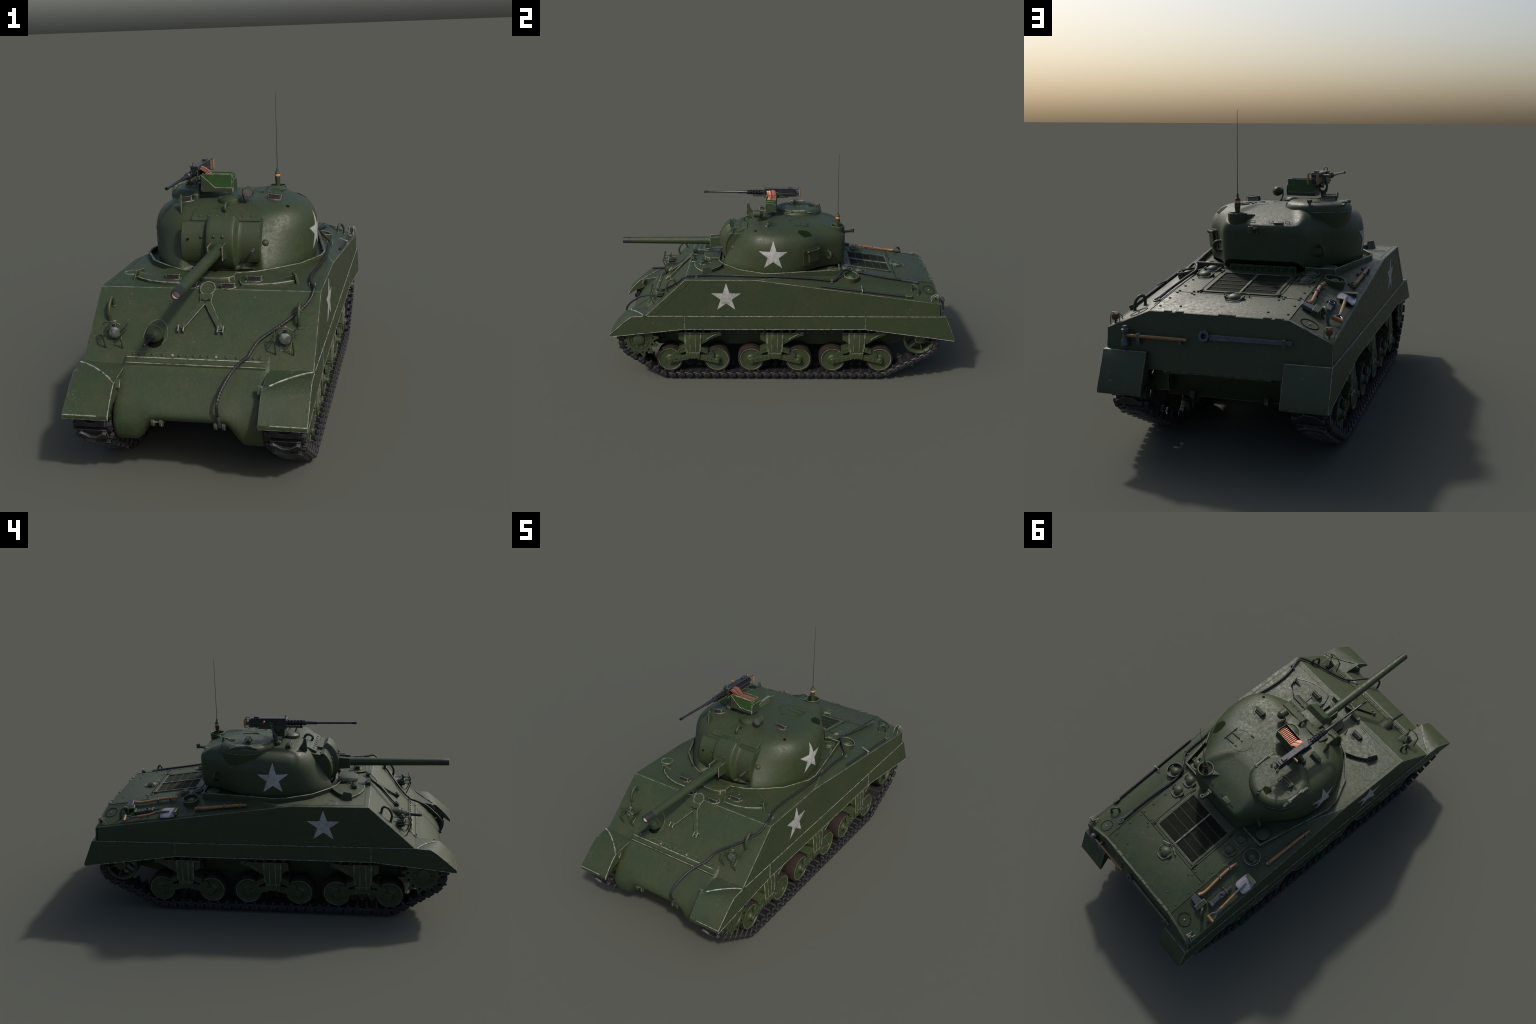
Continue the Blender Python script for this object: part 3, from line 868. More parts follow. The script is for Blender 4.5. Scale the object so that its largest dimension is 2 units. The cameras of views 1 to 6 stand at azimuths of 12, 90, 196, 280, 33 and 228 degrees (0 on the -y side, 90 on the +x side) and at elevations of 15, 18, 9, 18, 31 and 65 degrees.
# ------------------------------------------------------------------ tow cable and stowed tools
def cable():
    front = [(0.113, -0.913, 0.245), (0.113, -0.930, 0.272), (0.113, -0.946, 0.305), (0.115, -0.947, 0.334), (0.120, -0.928, 0.362), (0.130, -0.903, 0.385), (0.150, -0.858, 0.418),
             (0.172, -0.806, 0.436), (0.189, -0.774, 0.441), (0.199, -0.753, 0.455)]
    up = [glacis(x, s_, 0.010) for x, s_ in ((0.205, 0.246), (0.221, 0.216), (0.254, 0.184), (0.296, 0.149), (0.339, 0.109), (0.367, 0.078), (0.393, 0.040))]
    roof = [(0.405, -0.556, 0.636), (0.398, -0.523, 0.637), (0.386, -0.488, 0.635), (0.374, -0.438, 0.635), (0.370, -0.375, 0.634), (0.373, -0.305, 0.634), (0.381, -0.230, 0.634), (0.388, -0.130, 0.634), (0.390, -0.040, 0.633)]
    back = [deck(x, y, 0.009) for x, y in ((0.379, 0.066), (0.369, 0.172), (0.367, 0.258), (0.358, 0.300))]
    back += [V((0.341, 0.319, 0.616)), V((0.309, 0.348, 0.640)), V((0.285, 0.376, 0.640))]
    back += [deck(x, y, 0.009) for x, y in ((0.271, 0.413), (0.270, 0.463), (0.278, 0.535), (0.285, 0.625), (0.286, 0.704), (0.286, 0.760))]
    path = smooth_path([*front, *up, *roof, *back], 8)
    b = Build()
    # three strands twisted together
    length = 0
    acc = [0]
    for p, q in zip(path, path[1:]):
        length += (q - p).length
        acc.append(length)
    n = 1150
    dense = []
    j = 0
    for i in range(n + 1):
        d = length * i / n
        while j < len(acc) - 2 and acc[j + 1] < d:
            j += 1
        t = (d - acc[j]) / max(1e-9, acc[j + 1] - acc[j])
        dense.append(path[j].lerp(path[j + 1], t))
    rings = []
    for i, p in enumerate(dense):
        t = (dense[min(n, i + 1)] - dense[max(0, i - 1)]).normalized()
        u = t.cross(V((0.3, 0.2, 0.93))).normalized(); w = t.cross(u)
        ring = []
        for k in range(12):
            a = 2 * PI * k / 12
            r = 0.0055 + 0.0008 * math.cos(4 * a - 2 * PI * (length * i / n) / 0.011)
            ring.append(p + (u * math.cos(a) + w * math.sin(a)) * r)
        rings.append(ring)
    b.loft(rings)
    o = stock('tow_cable', b, tank, [M_CABLE], angle=60)
    # eye ends
    b = Build()
    c = deck(0.287, 0.778, 0.008)
    b.tube([c + V((0.010 * math.cos(a * PI / 9), 0.015 * math.sin(a * PI / 9), -0.002 * math.sin(a * PI / 9))) for a in range(18)], 0.0038, 8, closed=True)
    b.tube([deck(0.286, 0.70, 0.009), deck(0.286, 0.762, 0.009)], 0.0062, 8)
    stock('cable_eye', b, o, [M_TOOL])
    b = Build()
    b.tube([(0.113, -0.910, 0.236), (0.113, -0.922, 0.258), (0.113, -0.938, 0.285)], [0.009, 0.007, 0.0056], 10)
    stock('cable_thimble', b, o, [M_TOOL])
    for x, y, z in ((0.388, -0.490, None), (0.366, 0.285, None)):
        b = Build()
        p = deck(x, y, 0)
        for k in (-1, 1):
            b.box(p + V((k * 0.010, 0, 0.006)), (0.003, 0.012, 0.014), mat=Matrix.Rotation(k * 0.35, 3, 'Y'))
        b.box(p + V((0, 0, 0.001)), (0.026, 0.012, 0.003))
        stock('cable_clamp', b, o, [M_PAINT, M_EDGE_STRONG], 0.001)
cable()

def tool_bar(b, a, c, w, t, h=0.006, mi=0, taper=1.0):
    a, c = V(a), V(c)
    n = deck_n((a.x + c.x) / 2, (a.y + c.y) / 2)
    u = c - a
    R = frame(u, n)
    k = Matrix.Identity(3)
    b.box((a + c) / 2 + n * h, (u.length, w, t), mi, mat=R)

def tools():
    # --- felling axe
    b = Build()
    pts = smooth_path([deck(-0.284, 0.722, 0.012), deck(-0.292, 0.690, 0.012), deck(-0.290, 0.640, 0.012), deck(-0.286, 0.588, 0.013), deck(-0.284, 0.530, 0.013), deck(-0.287, 0.490, 0.013), deck(-0.291, 0.478, 0.013)], 5)
    rad = [0.0085 if i < 4 else 0.0070 for i in range(len(pts))]
    rad[-1] = 0.0085; rad[-2] = 0.010; rad[-3] = 0.009
    b.tube(pts, rad, 10)
    axe = stock('axe_handle', b, tank, [M_WOOD], angle=50)
    b = Build()
    n = deck_n(-0.30, 0.735)
    hp = [deck(-0.268, 0.730), deck(-0.270, 0.760), deck(-0.330, 0.765), deck(-0.326, 0.722), deck(-0.300, 0.727)]
    b.prism([p + n * 0.004 for p in hp], [p + n * 0.018 for p in hp])
    stock('axe_head', b, axe, [M_TOOL, M_STEEL_EDGE], 0.0015)
    b = Build()
    hp = [deck(-0.312, 0.712), deck(-0.312, 0.772), deck(-0.336, 0.772), deck(-0.336, 0.712)]
    b.prism([p + n * -0.002 for p in hp], [p + n * 0.021 for p in hp])
    stock('axe_sheath', b, axe, [M_PAINT, M_EDGE], 0.0015)
    def strap(x, y, u, w, h, m=M_EDGE_SOFT):
        bb = Build()
        nn = deck_n(x, y)
        R = frame(u, nn)
        bb.box(deck(x, y, h / 2), (0.007, w, h), mat=R)
        bb.box(deck(x, y, 0.004) - R @ V((0, w * 0.75, 0)), (0.006, 0.010, 0.010), mat=R)
        stock('tool_strap', bb, tank, [M_TOOL, m], 0.0012)
    strap(-0.288, 0.588, (0, 1, 0), 0.020, 0.022); strap(-0.285, 0.520, (0, 1, 0), 0.018, 0.022)
    # --- shovel with D grip
    b = Build()
    pts = smooth_path([deck(-0.390, 0.575, 0.022), deck(-0.394, 0.620, 0.016), deck(-0.399, 0.680, 0.015)], 6)
    b.tube(pts, 0.0062, 10)
    sh = stock('shovel_handle', b, tank, [M_WOOD], angle=50)
    b = Build()
    b.tube([deck(-0.386, 0.500, 0.016), deck(-0.389, 0.545, 0.022), deck(-0.390, 0.580, 0.021)], [0.004, 0.007, 0.0068], 8)
    b.tube([deck(-0.399, 0.678, 0.015), deck(-0.401, 0.706, 0.016)], 0.0066, 8)
    for k in (-1, 1):
        b.tube([deck(-0.401, 0.702, 0.016), deck(-0.402 + k * 0.012, 0.720, 0.017), deck(-0.402 + k * 0.016, 0.745, 0.018)], 0.0036, 8)
    stock('shovel_socket', b, sh, [M_TOOL])
    b = Build(); b.cyl(deck(-0.383, 0.748, 0.018), deck(-0.421, 0.746, 0.018), 0.0075, n=12)
    stock('shovel_grip', b, sh, [M_WOOD])
    b = Build()
    rows = []
    for i in range(7):
        t = i / 6
        y = 0.548 - 0.078 * t
        w = 0.034 if i else 0.026
        w *= 1 - 0.25 * max(0, t - 0.75) * 4 * 0.5
        rows.append([deck(-0.388 + w * (-1 + 2 * j / 6), y, 0.012 + 0.006 * (1 - (2 * j / 6 - 1) ** 2) - 0.004 * t) for j in range(7)])
    lo = [[p - V((0, 0, 0.003)) for p in r] for r in rows]
    for i in range(6):
        for j in range(6):
            b.add([rows[i][j], rows[i][j + 1], rows[i + 1][j + 1], rows[i + 1][j]], [(0, 1, 2, 3)])
            b.add([lo[i][j], lo[i][j + 1], lo[i + 1][j + 1], lo[i + 1][j]], [(0, 1, 2, 3)])
    for i in range(6):
        for j in (0, 6):
            b.add([rows[i][j], rows[i + 1][j], lo[i + 1][j], lo[i][j]], [(0, 1, 2, 3)])
            b.add([rows[j][i], rows[j][i + 1], lo[j][i + 1], lo[j][i]], [(0, 1, 2, 3)])
    stock('shovel_blade', b, sh, [M_SHOVEL], angle=50)
    b = Build()
    n = deck_n(-0.39, 0.47)
    R = frame((1, 0, 0), n)
    b.box(deck(-0.388, 0.464, 0.010), (0.062, 0.010, 0.022), mat=R)
    b.box(deck(-0.388, 0.470, 0.021), (0.062, 0.020, 0.003), mat=R)
    stock('shovel_bracket', b, sh, [M_PAINT, M_EDGE_SOFT], 0.0012)
    # --- mattock head
    b = Build()
    n = deck_n(-0.355, 0.63)
    prof = [(-0.0125, 0.700), (0.0125, 0.700), (0.009, 0.668), (0.012, 0.645), (0.010, 0.620), (0.004, 0.590), (0.001, 0.565), (-0.001, 0.565), (-0.004, 0.590), (-0.010, 0.620), (-0.012, 0.645), (-0.009, 0.668)]
    pp = [deck(-0.354 + x, y) for x, y in prof]
    b.prism([p + n * 0.006 for p in pp], [p + n * 0.016 for p in pp])
    b.lathe([(0.013, 0.004), (0.013, 0.022), (0.009, 0.022), (0.009, 0.012)], deck(-0.354, 0.633), n, 16)
    stock('mattock_head', b, tank, [M_TOOL, M_STEEL_EDGE], 0.001)
    strap(-0.355, 0.604, (0, 1, 0), 0.026, 0.020)
    b = Build(); b.box(deck(-0.352, 0.702, 0.010), (0.010, 0.030, 0.022), mat=frame((0, 1, 0), n))
    stock('tool_bracket', b, tank, bevel=0.001)
    # --- mattock handle on the left roof slope
    b = Build()
    pts = [deck(-0.381, 0.360, 0.010), deck(-0.384, 0.352, 0.011), deck(-0.386, 0.30, 0.011), deck(-0.390, 0.20, 0.011), deck(-0.393, 0.125, 0.011), deck(-0.394, 0.122, 0.011), deck(-0.397, 0.080, 0.011)]
    b.tube(pts, [0.0080, 0.0092, 0.0090, 0.0084, 0.0078, 0.0060, 0.0060], 10)
    stock('mattock_handle', b, tank, [M_WOOD], angle=50)
    for y in (0.345, 0.20, 0.115):
        strap(-0.382 - (0.36 - y) * 0.05, y, (0, 1, 0), 0.026, 0.021 if y != 0.115 else 0.018)
    # --- crowbar on the right
    b = Build()
    a, c = deck(0.4165, 0.215, 0.007), deck(0.4130, 0.715, 0.008)
    b.tube([a, a.lerp(c, 0.04), c], [0.0035, 0.006, 0.0062], 8)
    cb = stock('crowbar', b, tank, [M_CABLE])
    b = Build(); b.box(deck(0.412, 0.722, 0.008), (0.034, 0.020, 0.018), mat=frame((0, 1, 0), deck_n(0.41, 0.72)))
    stock('tool_bracket', b, cb, [M_PAINT, M_EDGE], 0.0012)
    b = Build()
    n = deck_n(0.40, 0.454)
    b.tube([deck(0.425, 0.454, 0.002), deck(0.425, 0.454, 0.017), deck(0.385, 0.452, 0.017), deck(0.383, 0.452, 0.008)], 0.0035, 8)
    stock('tool_strap', b, cb, [M_EDGE])
    # --- sledge hammer and track wrench on the rear plate
    ry = rear_y(0.455)
    b = Build()
    b.cyl((0.342, ry + 0.018, 0.462), (0.108, ry + 0.014, 0.4595), 0.0062, n=10)
    hm = stock('sledge_handle', b, tank, [M_WOOD])
    b = Build()
    yy = ry + 0.016
    b.lathe([(0.0085, 0.418), (0.0150, 0.423), (0.0150, 0.442), (0.011, 0.448), (0.011, 0.468), (0.0145, 0.472), (0.0145, 0.484), (0.009, 0.488), (0.008, 0.497)], (0.351, yy, 0), (0, 0, 1), 8)
    stock('sledge_head', b, hm, [M_TOOL])
    for x, h in ((0.297, 0.040), (0.133, 0.020)):
        b = Build(); b.box((x, ry + 0.011, 0.452), (0.010, 0.026, h))
        stock('tool_bracket', b, hm, [M_TOOL, M_EDGE], 0.0015)
    b = Build()
    ry = rear_y(0.474)
    bar = [(0.022, 0.4850), (-0.285, 0.4825), (-0.285, 0.4675), (0.022, 0.464)]
    b.prism([(x, rear_y(z) + 0.005, z) for x, z in bar], [(x, rear_y(z) + 0.013, z) for x, z in bar])
    b.lathe([(0.0215, 0.003), (0.0215, 0.017), (0.011, 0.017), (0.011, 0.003)], (0.043, ry, 0.4745), (0, 1, 0.27), 8)
    wr = stock('track_wrench', b, tank, [M_TOOL, M_STEEL_EDGE], 0.0012, minangle=50)
    b = Build(); b.box((-0.257, ry + 0.010, 0.475), (0.012, 0.020, 0.026))
    stock('tool_bracket', b, wr, bevel=0.0012)
tools()

# ------------------------------------------------------------------ stern, under the rear plate
def stern():
    b = Build()
    b.prism_x([(0.917, 0.40), (0.917, 0.332), (0.908, 0.320), (0.77, 0.314), (0.77, 0.40)], -0.208, 0.208)
    ex = stock('exhaust_deflector', b, tank, [M_PAINT, M_EDGE_SOFT], 0.002)
    for s in (1, -1):
        b = Build(); b.cyl((s * 0.055, 0.86, 0.335), (s * 0.055, 0.904, 0.332), 0.014, n=16)
        stock('exhaust_pipe', b, ex, [M_BLACK])
        b = Build()     # idler axle arm
        b.cyl((s * 0.255, 0.803, 0.250), (s * 0.400, 0.803, 0.250), 0.026, n=18)
        b.cyl((s * 0.225, 0.79, 0.262), (s * 0.285, 0.79, 0.262), 0.042, n=18)
        b.box((s * 0.245, 0.815, 0.285), (0.05, 0.05, 0.10))
        stock('idler_mount', b, tank, bevel=0.002)
        b = Build(); b.prism_x([(0.72, 0.185), (0.78, 0.188), (0.788, 0.20), (0.78, 0.218), (0.72, 0.23)], s * 0.140, s * 0.156)
        stock('tow_eye', b, tank, bevel=0.002)
stern()

# ------------------------------------------------------------------ running gear
TX = 0.349                        # track centre line
BOGIES = (-0.520, -0.0415, 0.437)
WHEEL_R, WHEEL_Z, WHEEL_DY = 0.0795, 0.1155, 0.139
SPR, IDL = (-0.834, 0.250), (0.803, 0.247)

def wheel_mesh():
    b = Build()
    w = 0.040
    R = WHEEL_R
    b.lathe([(R - 0.012, -w), (R - 0.004, -w), (R, -w + 0.005), (R, w - 0.005), (R - 0.004, w), (R - 0.013, w)], (0, 0, 0), (1, 0, 0), 40, 1, False)
    # dished disc with rim flange
    b.lathe([(R - 0.011, w - 0.004), (R - 0.011, w + 0.0015), (R - 0.0145, w + 0.0015), (R - 0.0165, w - 0.002), (0.050, w - 0.004), (0.032, w - 0.006), (0.022, w + 0.000), (0.018, w + 0.008), (0.006, w + 0.009), (0.0005, w + 0.009)], (0, 0, 0), (1, 0, 0), 40, 0)
    b.lathe([(R - 0.011, w - 0.001), (R - 0.0125, w + 0.0022), (R - 0.0145, w + 0.0018)], (0, 0, 0), (1, 0, 0), 40, 2, False)
    b.lathe([(R - 0.012, -w + 0.001), (0.03, -w + 0.003), (0.0005, -w + 0.003)], (0, 0, 0), (1, 0, 0), 30, 0)
    return b.mesh('road_wheel', [M_WHEEL, M_RUBBER, M_EDGE], angle=40)

def bogie_mesh():
    """vertical volute bracket, centre at y=0, absolute z, outer face at local x = +"""
    b = Build()
    # bracket column, tapering, bowed outwards
    rings = []
    for z, w, x1 in ((0.289, 0.050, 0.400), (0.262, 0.050, 0.404), (0.235, 0.0495, 0.407), (0.205, 0.046, 0.408), (0.175, 0.042, 0.408), (0.164, 0.040, 0.407)):
        rings.append([(0.305, -w, z), (x1 - 0.004, -w, z), (x1, -w + 0.006, z), (x1, w - 0.006, z), (x1 - 0.004, w, z), (0.305, w, z)])
    b.loft(rings)
    # lower cap with toothed edge
    cap = [(-0.041, 0.166), (0.041, 0.166), (0.036, 0.131), (0.031, 0.124), (0.026, 0.130), (0.014, 0.131), (0.009, 0.125), (0.003, 0.130), (-0.003, 0.130), (-0.009, 0.125), (-0.014, 0.131), (-0.026, 0.130), (-0.031, 0.124), (-0.036, 0.131)]
    b.prism_x(cap, 0.33, 0.4105)
    # raised ribs
    for y, w in ((-0.048, 0.003), (-0.0155, 0.004), (0.0155, 0.004), (0.048, 0.003)):
        k = 0.86
        rr = []
        for z, x1, t in ((0.289, 0.4015, 1), (0.262, 0.4058, 1), (0.235, 0.4092, 0.99), (0.205, 0.4105, 0.93), (0.172, 0.4105, 0.87)):
            yy = y * t if abs(y) > 0.03 else y
            rr.append([(0.39, yy - w, z), (x1, yy - w * 0.6, z), (x1, yy + w * 0.6, z), (0.39, yy + w, z)])
        b.loft(rr, 0)
    # front shoulder and rear arm that carries the return roller
    b.prism_x([(-0.046, 0.288), (-0.083, 0.288), (-0.083, 0.247), (-0.046, 0.222)], 0.300, 0.398)
    b.prism_x([(0.046, 0.288), (0.100, 0.287), (0.160, 0.297), (0.170, 0.290), (0.168, 0.278), (0.150, 0.270), (0.125, 0.260), (0.085, 0.237), (0.046, 0.214)], 0.320, 0.402)
    b.prism_x([(0.080, 0.252), (0.118, 0.276), (0.140, 0.286), (0.144, 0.280), (0.122, 0.268), (0.084, 0.245)], 0.402, 0.4065)
    b.lathe([(0.012, 0.400), (0.012, 0.4065), (0.007, 0.408)], (0, 0.158, 0.284), (1, 0, 0), 12)
    b.span((0.262, -0.075, 0.20), (0.31, 0.075, 0.29))
    for (y, z) in ((-0.020, 0.157), (0.020, 0.157)):
        b.lathe([(0.004, 0.409), (0.003, 0.4125)], (0, y, z), (1, 0, 0), 8)
    return b.mesh('bogie_bracket', [M_WHEEL, M_EDGE], 0.0016, 1)

def arm_mesh():
    """one suspension arm, wheel hub at +WHEEL_DY from the bracket"""
    b = Build()
    d = WHEEL_DY
    low = [(0.020, 0.150), (0.050, 0.150), (0.100, 0.140), (d - 0.010, 0.128), (d + 0.010, 0.120), (d + 0.014, 0.110), (d + 0.006, 0.100), (d - 0.006, 0.0985), (0.080, 0.110), (0.030, 0.121), (0.020, 0.121)]
    b.prism_x(low, 0.389, 0.4035)
    # gusset and upper spring lever
    b.prism_x([(0.072, 0.148), (0.085, 0.162), (0.108, 0.168), (0.120, 0.156), (0.124, 0.136), (0.100, 0.138)], 0.389, 0.4005)
    b.prism_x([(0.036, 0.200), (0.046, 0.192), (0.083, 0.176), (0.088, 0.170), (0.084, 0.160), (0.074, 0.160), (0.036, 0.174)], 0.391, 0.4065)
    b.prism_x([(0.036, 0.207), (0.088, 0.182), (0.086, 0.176), (0.036, 0.198)], 0.33, 0.4085)
    b.lathe([(0.015, 0.392), (0.015, 0.4055), (0.012, 0.408), (0.010, 0.406), (0.006, 0.406), (0.005, 0.410), (0.0005, 0.410)], (0, d, 0.1125), (1, 0, 0), 16)
    for y, z, r in ((0.078, 0.129, 0.0045), (0.104, 0.124, 0.0052), (0.060, 0.135, 0.004)):
        b.lathe([(r, 0.403), (r * 0.8, 0.4065)], (0, y, z), (1, 0, 0), 8)
        b.lathe([(r * 0.5, 0.4066), (r * 0.5, 0.4070)], (0, y, z), (1, 0, 0), 8, 2)
    return b.mesh('suspension_arm', [M_WHEEL, M_EDGE, M_BLACK], 0.0014, 1)

def sprocket_mesh():
    b = Build()
    teeth = 13
    for x0, x1 in ((0.054, 0.064), (-0.064, -0.054)):
        prof = []
        for i in range(teeth):
            for da, r in ((-0.5, 0.085), (-0.36, 0.088), (-0.24, 0.098), (-0.10, 0.113), (0.0, 0.1165), (0.10, 0.113), (0.24, 0.098), (0.36, 0.088)):
                a = 2 * PI * (i + da) / teeth
                prof.append((r * math.cos(a), r * math.sin(a)))
        n = len(prof)
        inner = [(0.055 * math.cos(math.atan2(z, y)), 0.055 * math.sin(math.atan2(z, y))) for y, z in prof]
        vs = [(x, y, z) for x in (x0, x1) for y, z in prof] + [(x, y, z) for x in (x0, x1) for y, z in inner]
        fs = []
        for j in range(n):
            k = (j + 1) % n
            fs += [(j, k, n + k, n + j), (j, k, 2 * n + k, 2 * n + j), (n + j, n + k, 3 * n + k, 3 * n + j), (2 * n + j, 2 * n + k, 3 * n + k, 3 * n + j)]
        b.add(vs, fs)
        # thin black discs stand in for lightening holes between tooth roots
        xf = x1 if x1 > 0 else x0
        sg = 1 if xf > 0 else -1
        for i in range(teeth):
            a = 2 * PI * (i + 0.0) / teeth
            b.lathe([(0.0062, -0.0006 * sg), (0.0062, 0.0007 * sg)], (xf, 0.082 * math.cos(a), 0.082 * math.sin(a)), (1, 0, 0), 10, 2)
    # drum and hub
    b.lathe([(0.062, -0.064), (0.062, 0.0645), (0.058, 0.067), (0.056, 0.067), (0.054, 0.0615), (0.034, 0.0615), (0.032, 0.069), (0.024, 0.072), (0.008, 0.073), (0.0005, 0.073)], (0, 0, 0), (1, 0, 0), 36)
    for i in range(10):
        a = 2 * PI * i / 10
        b.lathe([(0.0045, 0.060), (0.0045, 0.066), (0.003, 0.0675)], (0, 0.044 * math.cos(a), 0.044 * math.sin(a)), (1, 0, 0), 8, 0)
    return b.mesh('drive_sprocket', [M_WHEEL, M_EDGE, M_BLACK], angle=35)

def idler_mesh():
    b = Build()
    for sg in (1, -1):
        b.lathe([(0.074, 0.020 * sg), (0.092, 0.020 * sg), (0.092, 0.042 * sg), (0.086, 0.044 * sg), (0.078, 0.040 * sg), (0.074, 0.032 * sg), (0.074, 0.020 * sg)], (0, 0, 0), (1, 0, 0), 44, 0, False)
        for i in range(6):
            a = 2 * PI * (i + 0.5) / 6
            u = V((0, math.cos(a), math.sin(a)))
            b.box(u * 0.050 + V((0.030 * sg, 0, 0)), (0.060, 0.007, 0.018), mat=frame(u, (1, 0, 0)))
    b.lathe([(0.026, -0.040), (0.028, 0.036), (0.026, 0.044), (0.018, 0.048), (0.006, 0.049), (0.0005, 0.049)], (0, 0, 0), (1, 0, 0), 28)
    b.lathe([(0.030, 0.030), (0.030, 0.038), (0.0, 0.040)], (0, 0, 0), (1, 0, 0), 28)
    return b.mesh('idler_wheel', [M_WHEEL], angle=40)

def roller_mesh():
    b = Build()
    b.lathe([(0.010, -0.035), (0.026, -0.035), (0.026, 0.035), (0.010, 0.037)], (0, 0, 0), (1, 0, 0), 20)
    return b.mesh('return_roller', [M_WHEEL], angle=40)

def track_path():
    """convex loop round wheels, idler and sprocket: y, z of the shoe's inner face"""
    pts = []
    circles = [(-0.659, WHEEL_Z, WHEEL_R), (0.576, WHEEL_Z, WHEEL_R), (IDL[0], IDL[1], 0.0925), (SPR[0], SPR[1], 0.0965)]
    for cy, cz, r in circles:
        for i in range(360):
            a = 2 * PI * i / 360
            pts.append((cy + r * math.cos(a), cz + r * math.sin(a)))
    pts = sorted(set(pts))
    def half(seq):
        h = []
        for p in seq:
            while len(h) > 1 and (h[-1][0] - h[-2][0]) * (p[1] - h[-2][1]) - (h[-1][1] - h[-2][1]) * (p[0] - h[-2][0]) <= 0:
                h.pop()
            h.append(p)
        return h[:-1]
    low, top = half(pts), half(pts[::-1])
    i = max(range(len(top) - 1), key=lambda k: top[k][0] - top[k + 1][0])
    dip = [(0.66, 0.3280), (0.55, 0.3205), (0.30, 0.3165), (0.0, 0.3160), (-0.30, 0.3170), (-0.55, 0.3210), (-0.68, 0.3300)]
    return low + top[:i + 1] + dip + top[i + 1:]        # counter-clockwise: bottom runs to +y, up at the rear

def shoe_mesh():
    """local: x across, y along the run, z towards the wheels; inner face at z = 0"""
    b = Build()
    w, l = 0.0535, 0.0243
    b.box((0, 0, -0.0125), (2 * w, 2 * l, 0.021))
    b.box((0, 0, -0.001), (2 * w * 0.96, 2 * l * 0.9, 0.003))
    # chevron grouser, apex pointing along +y
    out = [(-w + 0.001, -0.0155), (-w + 0.012, -0.0195), (-0.013, 0.004), (0.013, 0.004), (w - 0.012, -0.0195), (w - 0.001, -0.0155), (w - 0.001, -0.004), (0.019, 0.0195), (-0.019, 0.0195), (-w + 0.001, -0.004)]
    # shoe rises to the grouser face
    b.prism([(x, y, -0.022) for x, y in out], [(x * 0.985, y * 0.92, -0.0345) for x, y in out])
    return b.mesh('track_shoe', [M_STEEL, M_STEEL_EDGE], 0.0011, 1)

def connector_mesh():
    """pair of end connectors with guide horn, sits over the gap between shoes"""
    b = Build()
    for s in (1, -1):
        xa, xb = s * 0.0555, s * 0.0715
        b.prism_x([(-0.020, -0.004), (-0.014, 0.001), (0.014, 0.001), (0.020, -0.004), (0.020, -0.014), (0.014, -0.020), (-0.014, -0.020), (-0.020, -0.014)], xa, xb)
        horn = [(-0.0125, 0.000), (-0.0075, 0.011), (-0.0045, 0.022), (0.0, 0.025), (0.0045, 0.022), (0.0075, 0.011), (0.0125, 0.000)]
        b.prism([(s * 0.0570, y, z) for y, z in horn], [(s * (0.0665 - 0.08 * max(0, z - 0.012)), y, z) for y, z in horn])
        b.span((s * 0.0560, -0.018, -0.024), (s * 0.0680, 0.004, -0.019))
        for y in (-0.0105, 0.0105):
            b.cyl((s * 0.050, y, -0.009), (s * 0.0725, y, -0.009), 0.0042, n=8)
    return b.mesh('track_connector', [M_CONN, M_CONN_EDGE], 0.0009, 1)

